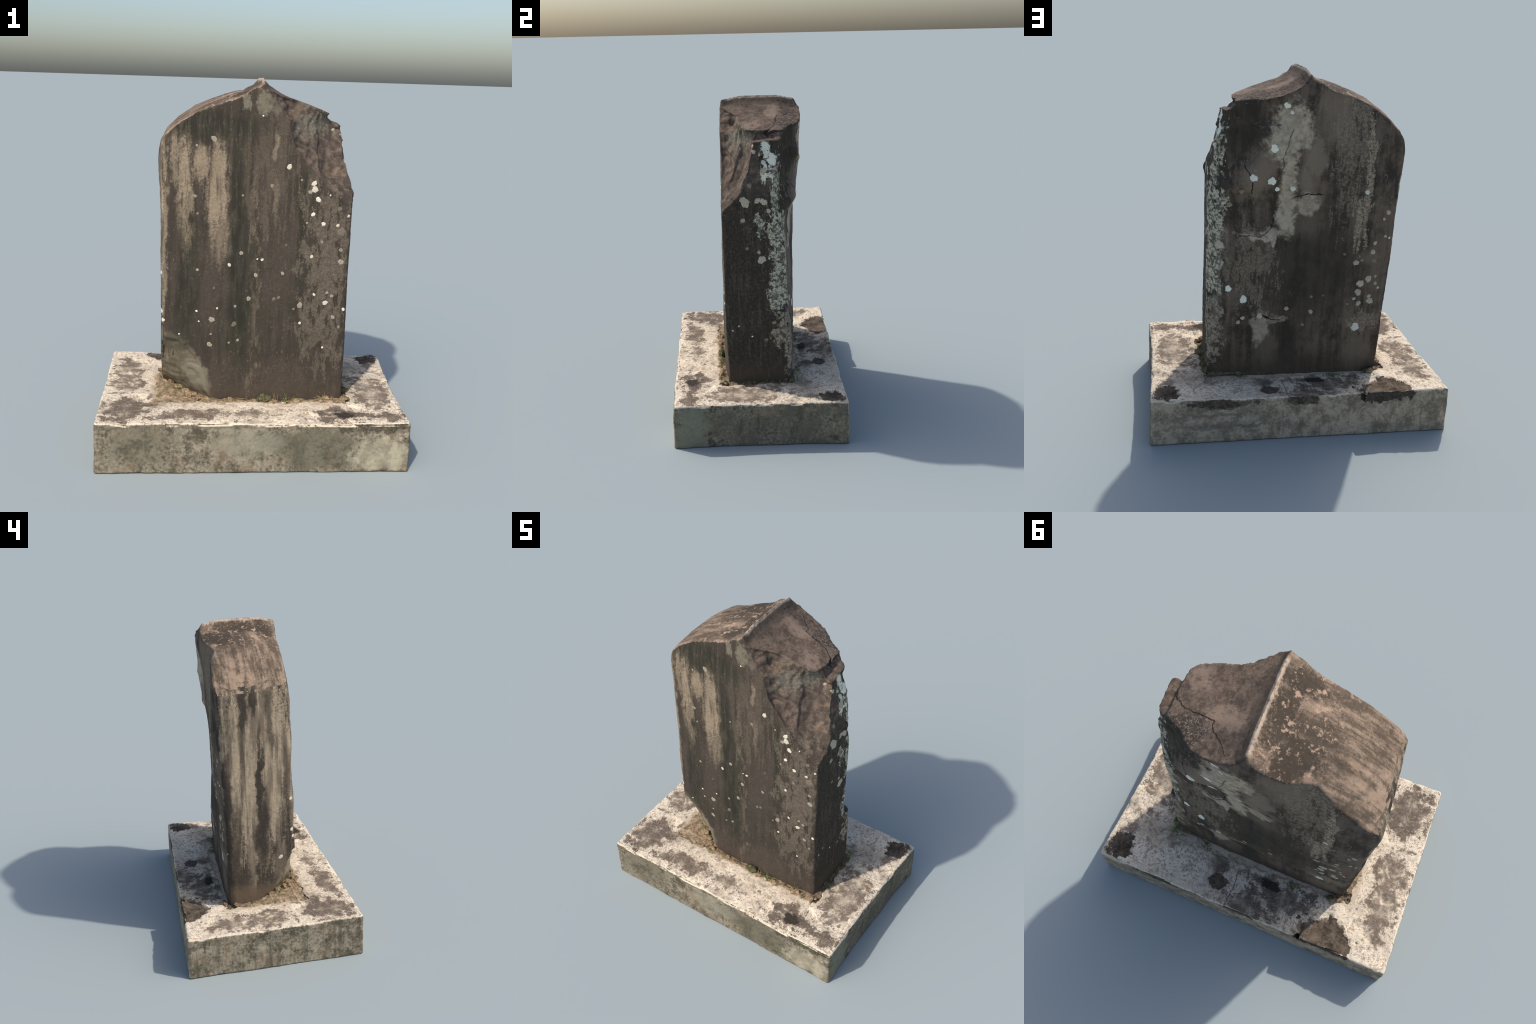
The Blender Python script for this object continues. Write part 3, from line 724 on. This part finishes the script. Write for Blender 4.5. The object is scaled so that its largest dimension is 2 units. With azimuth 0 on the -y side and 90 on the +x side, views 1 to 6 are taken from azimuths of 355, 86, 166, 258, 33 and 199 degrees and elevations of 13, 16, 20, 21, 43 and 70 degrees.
def plinth_material():
    M = Mat("lime_rendered_plinth", .92)
    x, y, z = M.x, M.y, M.z
    big = M.noise(4.0, 5, .62)
    mid = M.noise(13, 6, .68, at=4.0)
    grain = M.noise(60, 5, .72, at=1.0)
    fine = M.noise(190, 3, .7, at=2.0)
    drip = M.noise(9, 4, .6, (2.2, 2.2, .5), 6.0)
    sp = grain * .6 + fine * .4
    # top: limewash worn through to brown
    T = lambda cu, cv, ru, rv, n=mid, amp=2.2, soft=.5: M.ell(x, y, cu, cv, ru, rv, n, amp, soft)
    bias = T(-.70, -.36, .17, .14).max(T(-.35, -.44, .22, .07) * .8).max(T(.45, -.44, .14, .08)).max(T(.70, -.46, .10, .05)).max(T(.66, -.12, .10, .26) * .75).max(T(-.72, .02, .10, .12) * .7).max(T(-.72, .20, .08, .18) * .7).max(T(-.05, -.42, .10, .05) * .7).max(T(-.55, -.30, .10, .07) * .5).max(T(.22, .30, .08, .05) * .8).max(T(-.02, .46, .14, .07) * .8).max(T(-.20, .36, .18, .10) * .9).max(T(-.10, .30, .07, .05))
    bias = bias.max(T(.60, .25, .16, .10) * .55)
    wear = (mid * .40 + grain * .30 + fine * .18 + big * .12 + bias * .095).step(.495, .600)
    white = M.mix((sp * .6 + mid * .4).step(.41, .54), (.40, .31, .22), (.93, .80, .62))
    white = M.mix((big * .5 + mid * .5).step(.48, .60) * .5, white, (.56, .44, .32))
    brown = M.mix((sp * .75 + mid * .25).step(.43, .59), (.078, .058, .043), (.34, .26, .19))
    brown = M.mix(bias * .45, brown, (.085, .065, .052))
    top = M.mix(wear, white, brown)
    top = M.mix(sp.step(.56, .64) * .7 * wear, top, (.60, .48, .36))
    top = M.mix((fine * .55 + grain * .45).step(.46, .40) * .55, top, (.17, .13, .095))
    dark = T(.455, -.445, .055, .045, mid, 1.6).max(T(.17, .395, .055, .045, mid, .8, .3)).max(T(.76, .40, .07, .05, mid, 1.8)).max(T(-.11, .305, .05, .03, mid, 1.0, .3)).max(T(-.36, .50, .06, .05, mid, 1.6) * .8)
    top = M.mix(dark * .9, top, (.038, .031, .025))
    patch = T(-.48, .465, .115, .085, mid, 1.6, .4)
    top = M.mix(patch * .85, top, M.mix(sp.step(.42, .66), (.088, .068, .050), (.17, .132, .10)))
    step_l = M.line(x, y, [(.085, .30), (.080, .36), (.082, .44), (.097, .545)], .006) * mid.step(.3, .45)
    top = M.mix(step_l * .7, top, (.09, .07, .055))
    hole = M.line(x, y, [(-.280, .551), (-.325, .546), (-.345, .515)], .020)
    spots, _ = M.cells(11, 2.0)
    top = M.mix((spots + (grain - .5) * .2).step(.14, .09) * x.step(.05, .15) * y.step(-.2, -.28) * .7, top, (.12, .095, .075))
    near = (((x + .014).abs() - .545).max((y.abs() - .26)) + (mid - .5) * .05).step(.035, .0)
    top = M.mix(near * .45, top, (.36, .27, .175))
    # sides: grey green cement with blotches and drips
    sb = M.mix((mid * .45 + big * .2 + grain * .35).step(.41, .57), (.095, .081, .055), (.345, .295, .215))
    sb = M.mix((M.noise(7, 4, .6, at=19.0)).step(.50, .62) * .5, sb, (.30, .225, .15))
    sb = M.mix(drip.step(.54, .68) * .6, sb, (.095, .084, .056))
    sb = M.mix((grain * .5 + mid * .5).step(.56, .66) * .55, sb, (.44, .385, .285))
    sb = M.mix(sp.step(.46, .36) * .55, sb, (.085, .072, .050))
    F = lambda cu, cv, ru, rv, n=mid, amp=1.6, soft=.6: M.ell(x, z, cu, cv, ru, rv, n, amp, soft)
    gF, gBk = M.ny.step(-.45, -.7), M.ny.step(.45, .7)
    gX, gW = M.nx.step(.45, .7), M.nx.step(-.45, -.7)
    sb = M.mix(gF * F(.30, .12, .20, .12) * .65, sb, (.085, .083, .056))
    sb = M.mix(gF * F(.10, .17, .10, .06) * .5, sb, (.085, .083, .056))
    sb = M.mix(gF * F(-.60, .15, .16, .12, mid, 2.2) * .5, sb, (.10, .092, .062))
    sb = M.mix(gF * F(-.06, .16, .17, .08, mid, 1.2) * .55, sb, (.30, .275, .20))
    sb = M.mix(gF * F(.64, .10, .15, .10, mid, .8, .35) * .8, sb, M.mix(mid.step(.4, .62), (.30, .265, .19), (.47, .42, .30)))
    tip = F(.64, .262, .15, .045, mid, 1.1, .2).max(F(.46, .262, .05, .04, mid, 1.4, .4))
    sb = M.mix(gF * tip * .9, sb, M.mix(grain.step(.4, .65), (.055, .048, .032), (.13, .115, .078)))
    sb = M.mix(gF * z.step(.235, .262) * mid.step(.40, .56) * .6, sb, (.09, .08, .054))
    sb = M.mix(gX * (big * .5 + mid * .5).step(.46, .58) * .7, sb, (.082, .074, .053))
    sb = M.mix(gX * M.ell(y, z, -.45, .12, .10, .14, mid, 1.4, .7) * .7, sb, (.25, .25, .175))
    sb = M.mix(gW * M.noise(10, 3, .6, (1, 2.5, .15), 3.3).step(.54, .64) * .65, sb, (.105, .092, .062))
    bk = M.mix((mid * .6 + grain * .4).step(.40, .60), (.27, .212, .148), (.58, .455, .325))  # rear render lightened and warmed to match its brightness in the slab's shadow
    bk = M.mix(drip.step(.54, .68) * .55, bk, (.17, .155, .11))
    sb = M.mix(gBk * .75, sb, bk)
    sp1 = F(.46, .235, .17, .024, mid, 1.2, .25).max(F(.005, .235, .085, .036, mid, .8, .2))
    sb = M.mix(gBk * sp1 * .9, sb, (.135, .115, .082))
    sb = M.mix(gBk * F(-.46, .250, .145, .045, mid, 1.4, .3) * .95, sb, M.mix(grain.step(.4, .65), (.050, .044, .032), (.11, .094, .068)))
    sb = M.mix(gBk * (F(.40, .10, .25, .012, mid, 3.0, .5) + F(.45, .17, .22, .012, mid, 3.0, .5)) * .5, sb, (.13, .115, .082))
    moss = (big * .4 + mid * .6).step(.58, .66) * z.step(.26, .12)
    sb = M.mix(moss * .35, sb, (.13, .145, .06))
    # bright worn arris
    gT = M.nz.step(.45, .72)
    col = M.mix(gT, sb, top)
    rim = M.nz.step(.20, .5) * M.nz.step(.97, .85) * z.step(.235, .25)
    col = M.mix(rim * (grain * .5 + mid * .5).step(.44, .54) * .8, col, (.76, .65, .49))
    col = M.mix(hole * y.step(.48, .49) * (z + (x - 0) * -.002).step(.2665, .2615) * z.step(.215, .225) * y.step(.553, .547), col, (.006, .005, .005))
    h = grain * .5 + fine * .3 + mid * .6
    return M.finish(col, h, .5, .005)

def soil_material():
    M = Mat("dry_soil", .95)
    a, b = M.noise(30, 5, .7), M.noise(120, 4, .7, at=3.0)
    col = M.mix(a.step(.36, .64), (.17, .115, .070), (.40, .295, .19))
    col = M.mix(b.step(.52, .68) * .7, col, (.50, .37, .22))
    col = M.mix(b.step(.44, .32) * .7, col, (.07, .05, .032))
    col = M.mix(M.noise(14, 3, .6, at=7.0).step(.56, .64) * .5, col, (.105, .105, .050))
    # darker soil colour behind and beside the slab
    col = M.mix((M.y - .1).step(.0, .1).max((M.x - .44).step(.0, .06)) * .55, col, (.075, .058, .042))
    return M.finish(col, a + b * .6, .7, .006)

def plain(name, c1, c2, scale=20, rough=.8, trans=False):
    M = Mat(name, rough)
    col = M.mix(M.noise(scale, 3).step(.38, .62), c1, c2)
    return M.finish(col)

def bare_material():
    """rough stone where the render has fallen away"""
    M = Mat("bare_plinth_stone", .95)
    g, b = M.noise(60, 5, .72, at=1.0), M.noise(16, 5, .65, at=4.0)
    col = M.mix((g * .5 + b * .5).step(.38, .62), (.055, .042, .030), (.175, .132, .095))
    col = M.mix(M.ny.step(.45, .7) * M.x.step(-.25, -.30) * .7, col, M.mix(g.step(.4, .65), (.045, .038, .028), (.10, .082, .06)))
    return M.finish(col, g + b, .6, .005)

def lichen_material(name, rim, core, centre):
    """crust: pale lobed rim zone, grainy core; coordinates start at the middle of the patch"""
    M = Mat(name, .95)
    r = (M.x * M.x + M.y * M.y + M.z * M.z).sqrt()
    g = M.noise(160, 4, .75)
    oi = M.t.nodes.new("ShaderNodeObjectInfo")
    col = M.mix(g.step(.40, .62), core, rim)
    col = M.mix((r + (g - .5) * .008).step(.006, .002) * .5, col, centre)
    v = S(M.t, oi.outputs["Random"])
    col = M.scale(col, v * .3 + .8)
    return M.finish(col, g, .7, .003)

# ================================================================== lichen crusts on the slab
FRONT_LICHEN = [(-0.253, 1.686, 0.0175, 0.45), (-0.342, 1.651, 0.0070, 0.5), (0.139, 1.553, 0.0158, 0.8), (0.273, 1.469, 0.0158, 1), (0.278, 1.438, 0.0193, 1), (0.253, 1.424, 0.0123, 0.6), (0.298, 1.385, 0.0158, 1), (0.274, 1.306, 0.0123, 1),
    (0.331, 1.256, 0.0123, 0.95), (0.408, 1.249, 0.0105, 0.8), (0.463, 1.301, 0.0088, 0.9), (0.429, 1.214, 0.0263, 0.3), (0.414, 1.337, 0.0140, 0.25), (0.431, 1.116, 0.0123, 0.5), (0.435, 1.050, 0.0175, 0.6), (0.276, 1.078, 0.0105, 0.8),
    (-0.100, 1.092, 0.0123, 0.6), (-0.162, 1.027, 0.0105, 0.75), (0.012, 1.058, 0.0088, 0.85), (-0.014, 1.061, 0.0053, 0.8), (-0.020, 0.973, 0.0123, 0.65), (0.123, 0.985, 0.0105, 0.6), (0.137, 1.139, 0.0070, 0.3), (0.081, 0.843, 0.0105, 0.35),
    (0.106, 0.851, 0.0105, 0.35), (-0.055, 0.843, 0.0140, 0.55), (-0.126, 0.800, 0.0088, 0.6), (0.223, 0.808, 0.0175, 0.6), (0.190, 0.787, 0.0070, 0.6), (0.298, 0.869, 0.0088, 0.8), (0.360, 0.823, 0.0158, 1), (0.462, 0.787, 0.0105, 0.8),
    (0.227, 0.708, 0.0088, 0.85), (0.358, 0.568, 0.0070, 1), (-0.222, 0.787, 0.0070, 0.9), (-0.332, 0.770, 0.0070, 0.85), (-0.319, 0.713, 0.0053, 0.9), (-0.250, 0.724, 0.0175, 0.45), (-0.260, 0.584, 0.0158, 0.65), (-0.254, 0.643, 0.0070, 0.5),
    (-0.130, 0.699, 0.0158, 0.3), (-0.510, 0.710, 0.0105, 1), (-0.424, 0.639, 0.0053, 1), (-0.156, 0.595, 0.0070, 0.6), (-0.108, 0.610, 0.0088, 0.4), (-0.347, 1.389, 0.0088, 0.4), (-0.334, 1.298, 0.0070, 0.45), (-0.331, 0.997, 0.0088, 0.4),
    (-0.241, 0.899, 0.0070, 0.35), (-0.005, 1.810, 0.0053, 0.85), (0.052, 1.451, 0.0105, 0.4), (-0.098, 1.397, 0.0070, 0.4), (0.207, 1.486, 0.0070, 0.6), (0.361, 1.409, 0.0053, 0.9), (0.383, 1.292, 0.0070, 0.35), (0.243, 1.260, 0.0070, 0.5),
    (0.327, 1.159, 0.0088, 0.4), (0.367, 0.880, 0.0088, 0.6), (0.407, 0.742, 0.0123, 0.5), (0.395, 0.862, 0.0105, 0.6), (0.441, 0.687, 0.0088, 0.5)]
BACK_LICHEN = [(0.179, 1.598, 0.0245, 1), (0.125, 1.824, 0.0189, 0.9), (0.099, 1.789, 0.0113, 0.9), (0.032, 1.775, 0.0113, 0.5), (0.279, 1.434, 0.0226, 0.85), (0.179, 1.415, 0.0264, 0.9), (0.146, 1.368, 0.0151, 0.95), (0.063, 1.373, 0.0170, 0.85),
    (-0.346, 1.361, 0.0151, 0.85), (0.116, 1.483, 0.0113, 0.6), (0.333, 1.347, 0.0170, 0.5), (0.272, 1.476, 0.0113, 0.45), (0.390, 0.783, 0.0208, 0.95), (0.306, 0.723, 0.0245, 0.9), (0.308, 0.612, 0.0132, 0.7), (0.332, 0.585, 0.0132, 0.6),
    (0.213, 0.625, 0.0189, 0.8), (0.061, 0.669, 0.0151, 0.6), (-0.081, 0.646, 0.0151, 0.75), (-0.039, 0.563, 0.0113, 0.5), (0.077, 0.603, 0.0208, 0.5), (-0.077, 0.742, 0.0094, 0.5), (-0.146, 0.747, 0.0075, 0.5), (-0.419, 1.066, 0.0132, 0.7),
    (-0.369, 1.048, 0.0075, 0.4), (-0.413, 1.011, 0.0170, 0.75), (-0.322, 0.946, 0.0189, 0.7), (-0.354, 0.962, 0.0113, 0.5), (-0.427, 0.957, 0.0151, 0.45), (-0.248, 1.001, 0.0094, 0.35), (-0.407, 0.842, 0.0226, 0.8), (-0.361, 0.814, 0.0245, 0.7),
    (-0.447, 0.857, 0.0094, 0.6), (-0.451, 0.813, 0.0113, 0.6), (-0.352, 0.760, 0.0226, 0.75), (-0.470, 0.785, 0.0094, 0.6), (-0.427, 0.704, 0.0226, 0.75), (-0.420, 0.734, 0.0132, 0.6), (-0.331, 0.721, 0.0113, 0.7), (-0.360, 0.691, 0.0170, 0.6),
    (-0.296, 0.688, 0.0057, 0.7), (-0.355, 0.538, 0.0283, 0.85), (-0.398, 0.528, 0.0226, 0.5), (-0.321, 0.555, 0.0170, 0.4), (-0.483, 1.242, 0.0151, 0.8), (-0.461, 1.204, 0.0094, 0.6), (-0.478, 1.103, 0.0094, 0.7), (0.392, 1.265, 0.0170, 0.5),
    (0.420, 1.213, 0.0113, 0.4), (0.365, 1.110, 0.0113, 0.4), (0.264, 1.109, 0.0113, 0.5), (0.443, 1.036, 0.0283, 0.6)]
RIGHT_LICHEN = [(-0.100, 1.310, 0.0158, 0.8), (-0.087, 1.420, 0.0336, 0.7), (0.007, 1.066, 0.0277, 0.75), (-0.079, 1.137, 0.0119, 0.5), (-0.009, 1.113, 0.0119, 0.6), (-0.143, 0.643, 0.0079, 0.8), (-0.182, 0.615, 0.0079, 0.8), (-0.062, 0.574, 0.0059, 0.9),
    (0.024, 0.550, 0.0119, 0.55), (-0.055, 1.514, 0.0158, 0.55), (-0.026, 1.738, 0.0099, 0.8), (-0.023, 1.708, 0.0138, 0.8), (0.053, 1.365, 0.0158, 0.7), (-0.010, 1.427, 0.0198, 0.6), (0.025, 1.420, 0.0237, 0.65), (0.030, 1.708, 0.0296, 1),
    (0.081, 1.650, 0.0277, 0.95), (0.032, 1.648, 0.0158, 0.95), (0.031, 1.595, 0.0237, 0.6), (0.095, 1.518, 0.0099, 0.6)]
LEFT_LICHEN = [(-0.164, 0.969, 0.0118, 0.8), (-0.171, 0.758, 0.0137, 0.95), (-0.179, 0.710, 0.0118, 0.95), (-0.097, 0.577, 0.0157, 1), (0.271, 1.092, 0.0078, 0.8), (0.240, 0.631, 0.0078, 0.6)]

def lichen_patch(tree, p, n, r, rng):
    """a thin lobed crust that lies on the stone; returns None where the stone falls away"""
    n = Vector(n).normalized()
    t = n.orthogonal().normalized(); b = n.cross(t)
    seg = 34
    lob = rng.uniform(0, 6.28, 4)
    kx = 1 + rng.uniform(-.12, .12)
    q = min(.95, .35 + r * 28)
    r *= .88
    rings = [(0.0, 1.0), (0.45, 0.95), (0.78, 0.8), (0.94, 0.55), (1.0, -0.35)]
    th = min(0.0022, 0.0006 + r * 0.06)
    bm = bmesh.new()
    prev = None
    o = Vector(p)
    for f, h in rings:
        cur = []
        for k in range(1 if f == 0 else seg):
            a = 2 * math.pi * k / seg
            w = 1 + q * (.10 * math.sin(2 * a + lob[0]) + .08 * math.sin(3 * a + lob[1]) + .08 * math.sin(5 * a + lob[2]) + .06 * math.sin(9 * a + lob[3])) + rng.uniform(-.03, .03)
            pt = o + (t * math.cos(a) * kx + b * math.sin(a) / kx) * (r * f * w)
            hit, hn, _, d = tree.ray_cast(pt + n * 0.03, -n, 0.08)
            if hit is None or abs(d - 0.03) > 0.014: hit, hn, _, _ = tree.find_nearest(pt)
            cur.append(bm.verts.new(hit + hn * (th * h * rng.uniform(.8, 1.15)) - o))
        if prev is not None:
            if len(prev) == 1:
                for k in range(seg): bm.faces.new((prev[0], cur[k], cur[(k + 1) % seg]))
            else:
                for k in range(seg): bm.faces.new((prev[k], cur[k], cur[(k + 1) % seg], prev[(k + 1) % seg]))
        prev = cur
    me = bpy.data.meshes.new("lichen")
    bm.to_mesh(me); bm.free()
    me.polygons.foreach_set("use_smooth", np.ones(len(me.polygons), bool))
    return me

def add_lichen(slab_ob):
    tree = BVHTree.FromPolygons([v.co for v in slab_ob.data.vertices], [p.vertices for p in slab_ob.data.polygons])
    rng = np.random.default_rng(5)
    white = lichen_material("white_lichen", (.86, .79, .63), (.72, .65, .50), (.80, .72, .55))
    grey = lichen_material("grey_lichen", (.46, .40, .30), (.30, .255, .185), (.24, .20, .145))
    faint = lichen_material("faint_lichen", (.25, .205, .155), (.175, .14, .105), (.14, .112, .083))
    bright = lichen_material("white_lichen_lifted_for_shade", (.92, .90, .76), (.82, .79, .63), (.86, .83, .68))  # three recoloured copies for unlit sides
    grey_lifted = lichen_material("grey_lichen_lifted_for_shade", (.62, .53, .39), (.46, .38, .275), (.50, .42, .305))
    faint_lifted = lichen_material("faint_lichen_lifted_for_shade", (.36, .28, .20), (.25, .19, .137), (.22, .17, .12))
    def place(data, origin, direction, axis_of, sunny):
        for a, c, r, tone in data:
            hit, n, _, _ = tree.ray_cast(Vector(origin(a, c)), Vector(direction), 2.0)
            if hit is None or abs(n.dot(Vector(direction))) < .25: continue
            me = lichen_patch(tree, hit, n, r, rng)
            ob = link("lichen", me, slab_ob)
            ob.location = hit
            if sunny: mat = white if tone > .72 else grey if tone > .38 else faint
            else: mat = bright if tone > .8 else grey_lifted if tone > .55 else faint_lifted
            me.materials.append(mat)
    place(FRONT_LICHEN, lambda a, c: (a, -1.0, c), (0, 1, 0), 1, True)
    place(BACK_LICHEN, lambda a, c: (a, 1.0, c), (0, -1, 0), 1, False)
    place(RIGHT_LICHEN, lambda a, c: (1.2, a, c), (-1, 0, 0), 0, False)
    place(LEFT_LICHEN, lambda a, c: (-1.2, a, c), (1, 0, 0), 0, True)

# ================================================================== plants, straw and clods at the foot
def tube(bm, pts, r0, r1, sides=4, flat=1.0):
    pts = [Vector(p) for p in pts]
    prev = None
    for i, p in enumerate(pts):
        d = (pts[min(i + 1, len(pts) - 1)] - pts[max(i - 1, 0)]).normalized()
        s = d.orthogonal().normalized() if abs(d.z) < .95 else Vector((1, 0, 0)); u = d.cross(s)
        r = r0 + (r1 - r0) * i / (len(pts) - 1)
        ring = [bm.verts.new(p + s * r * math.cos(2 * math.pi * k / sides) + u * r * flat * math.sin(2 * math.pi * k / sides)) for k in range(sides)]
        if prev:
            for k in range(sides): bm.faces.new((prev[k], prev[(k + 1) % sides], ring[(k + 1) % sides], ring[k]))
        else: bm.faces.new(ring[::-1])
        prev = ring
    bm.faces.new(prev)

def blade(bm, base, h, lean, ang, r, rng, curl=1.0):
    pts = []
    for i in range(6):
        t = i / 5
        out = lean * h * (t ** 1.6) * curl
        pts.append((base[0] + math.cos(ang) * out, base[1] + math.sin(ang) * out, base[2] + h * t * (1 - .25 * lean * t)))
    tube(bm, pts, r, r * .15, 4, .45)

def leaf(bm, base, ang, tilt, L, W):
    """small oval leaf with a little thickness and a folded midrib"""
    d = Vector((math.cos(ang) * math.cos(tilt), math.sin(ang) * math.cos(tilt), math.sin(tilt)))
    s = Vector((-math.sin(ang), math.cos(ang), 0)); u = d.cross(s) * -1
    rows = []
    for t, w in ((0, .12), (.25, .75), (.5, 1), (.75, .7), (1, .05)):
        c = Vector(base) + d * L * t - Vector((0, 0, 1)) * L * .25 * t * t
        rows.append([[bm.verts.new(c + s * (W * w * k) + u * (.25 * W * w * abs(k) + off)) for k in (-1, 0, 1)] for off in (0, .0007)])
    for a, b in zip(rows[:-1], rows[1:]):
        for k in (0, 1):
            bm.faces.new((a[1][k], a[1][k + 1], b[1][k + 1], b[1][k]))
            bm.faces.new((a[0][k + 1], a[0][k], b[0][k], b[0][k + 1]))
        bm.faces.new((a[0][0], a[1][0], b[1][0], b[0][0]))
        bm.faces.new((a[1][2], a[0][2], b[0][2], b[1][2]))
    bm.faces.new((rows[-1][0][0], rows[-1][1][0], rows[-1][1][1], rows[-1][1][2], rows[-1][0][2], rows[-1][0][1]))

def finish_bm(bm, name, mat, parent, kind="stuff"):
    me = bpy.data.meshes.new(name); bm.to_mesh(me); bm.free()
    me.polygons.foreach_set("use_smooth", np.ones(len(me.polygons), bool))
    me.materials.append(mat)
    ob = link(name, me, parent)
    if kind: ob["kind"] = kind
    return ob

def ground_z(x, y):
    return float(max(soil_h(np.array([x]), np.array([y]))[0], plinth_top(np.array([x]), np.array([y]))[0])) - 0.002

def add_foot(root):
    rng = np.random.default_rng(23)
    green = plain("weed_green", (.085, .125, .035), (.19, .25, .075), 40, .7)
    straw = plain("dry_straw", (.30, .215, .11), (.56, .44, .25), 40, .85)
    moss = plain("mossy_clod", (.055, .060, .028), (.13, .115, .062), 60, .95)
    clodm = plain("dry_clod", (.17, .115, .068), (.38, .275, .165), 60, .95)
    # green blades
    bm = bmesh.new()
    g = lambda x, y: (x, y, ground_z(x, y))
    blade(bm, g(.168, -.256), .095, .45, 2.9, .0022, rng)
    blade(bm, g(.172, -.256), .05, .5, 2.4, .0018, rng)
    tufts = [(.155, -.256, 6, .03), (.205, -.250, 9, .04), (.04, -.258, 7, .05), (.085, -.258, 3, .05), (-.43, -.10, 10, .035), (-.33, -.16, 9, .035), (-.46, -.04, 6, .03), (-.395, -.12, 6, .03), (.30, .232, 14, .045), (.33, .235, 8, .035), (-.24, .272, 9, .04), (-.19, .275, 6, .05), (.515, .17, 9, .035), (.512, .05, 8, .035), (.508, -.04, 7, .03), (.51, .12, 6, .03), (.505, -.13, 7, .03), (.45, .215, 6, .03), (.15, .245, 5, .03)]
    for x, y, n, h in tufts:
        for _ in range(n):
            blade(bm, g(x + rng.normal(0, .012), y + rng.normal(0, .006)), h * rng.uniform(.5, 1.1), rng.uniform(.3, 1.1), rng.uniform(0, 6.28), rng.uniform(.0009, .0018), rng)
    finish_bm(bm, "grass", green, root)
    # small leafy weeds
    bm = bmesh.new()
    for x, y, n, s in [(.155, -.257, 8, .013), (.21, -.252, 10, .012), (-.33, -.165, 10, .013), (-.42, -.11, 8, .011), (.515, .17, 14, .014), (.512, .10, 10, .012), (.51, .02, 10, .012), (.507, -.06, 10, .012), (.505, -.12, 8, .011), (.508, .21, 10, .012), (.46, .225, 7, .012), (-.225, .275, 12, .015), (-.27, .28, 6, .012), (.29, .238, 6, .012), (.035, -.252, 9, .010), (.06, -.25, 6, .010)]:
        for _ in range(n):
            bx, by = x + rng.normal(0, .012), y + rng.normal(0, .007)
            leaf(bm, (bx, by, ground_z(bx, by) + rng.uniform(.0, .014)), rng.uniform(0, 6.28), rng.uniform(.1, 1.0), s * rng.uniform(.7, 1.3), s * rng.uniform(.25, .4))
    finish_bm(bm, "weed", green, root)
    # dry straw
    bm = bmesh.new()
    def lay_straw(x, y, L, a, lift):
        z = ground_z(x, y) + .003
        pts = [(x + math.cos(a) * L * (t - .5), y + math.sin(a) * L * (t - .5), z + lift * math.sin(t * 3.1) + .004 * t) for t in (0, .25, .5, .75, 1)]
        tube(bm, pts, .0010, .0006, 3)
    for _ in range(46):
        lay_straw(rng.uniform(-.30, .48), -.262 + rng.normal(0, .008), rng.uniform(.03, .09), rng.normal(0, .5), rng.uniform(0, .012))
    for _ in range(60):
        t = rng.uniform(0, 1)
        lay_straw(-.545 + .26 * t + rng.normal(0, .015), .12 - .34 * t + rng.normal(0, .02), rng.uniform(.03, .08), rng.uniform(0, 3.1), rng.uniform(0, .014))
    for x, y, n, h in [(.375, -.258, 9, .05), (.345, -.26, 6, .03), (.105, -.26, 5, .06), (.17, -.258, 4, .035), (-.12, -.262, 5, .035), (-.15, -.262, 3, .03), (-.21, .278, 5, .045), (-.13, .278, 4, .05), (.02, .25, 3, .035), (.42, -.262, 5, .03)]:
        for _ in range(n):
            blade(bm, g(x + rng.normal(0, .010), y + rng.normal(0, .004)), h * rng.uniform(.5, 1.1), rng.uniform(.2, 1.0), rng.uniform(0, 6.28), .0011, rng)
    finish_bm(bm, "straw", straw, root)
    # clods of earth and stone
    for x, y, r, mt in [(.048, -.250, .034, moss), (.022, -.252, .022, moss), (.385, -.256, .018, clodm), (.355, -.256, .012, clodm), (.478, -.245, .017, clodm), (-.352, -.185, .026, clodm), (-.315, -.208, .020, clodm), (-.385, -.15, .022, clodm), (-.43, -.09, .020, clodm), (-.47, -.03, .019, clodm), (-.27, -.236, .016, clodm), (-.17, -.256, .015, clodm), (-.145, -.25, .018, clodm), (-.50, .04, .016, clodm), (-.525, .20, .014, clodm), (-.46, .275, .020, clodm), (-.49, .262, .016, clodm), (-.44, .26, .014, moss), (.50, -.235, .013, clodm)]:
        bm = bmesh.new()
        bmesh.ops.create_icosphere(bm, subdivisions=3, radius=1.0)
        co = np.array([v.co for v in bm.verts])
        k = 1 + .28 * fbm(co + x * 31, 1.3, 3, 5) + .10 * fbm(co + y * 17, 4.0, 2, 8)
        sx, sy, sz = rng.uniform(.9, 1.35), rng.uniform(.7, .95), rng.uniform(.65, .95)
        for v, f in zip(bm.verts, k):
            v.co = Vector((v.co.x * sx, v.co.y * sy, v.co.z * sz)) * float(f) * r
        ob = finish_bm(bm, "clod", mt, root, None)
        ob.location = (x, y, ground_z(x, y) + r * .25)
        ob.rotation_euler = (0, 0, rng.uniform(-.5, .5))

# ================================================================== build
root = bpy.data.objects.new("gravestone", None)
bpy.context.scene.collection.objects.link(root)
root["label"] = "weathered stone grave marker with pointed top on a plinth"
root["category"] = "gravestone"

V, Q, region = build_slab()
slab_ob = link("slab", mesh_from("slab", V, Q, region), root)
for side in ("front", "left", "back", "right", "roof"):
    slab_ob.data.materials.append(slab_material(side))

V, Q = build_plinth()
N = vert_normals(V, Q)
m, _ = plinth_patches(V, N)
plinth_ob = link("plinth", mesh_from("plinth", V, Q, (m[Q].mean(1) > 0.5)), root)
plinth_ob.data.materials.append(plinth_material())
plinth_ob.data.materials.append(bare_material())

V, Q = build_soil()
soil_ob = link("soil", mesh_from("soil", V, Q), root)
soil_ob.data.materials.append(soil_material())
soil_ob["kind"] = "stuff"

add_lichen(slab_ob)
add_foot(root)
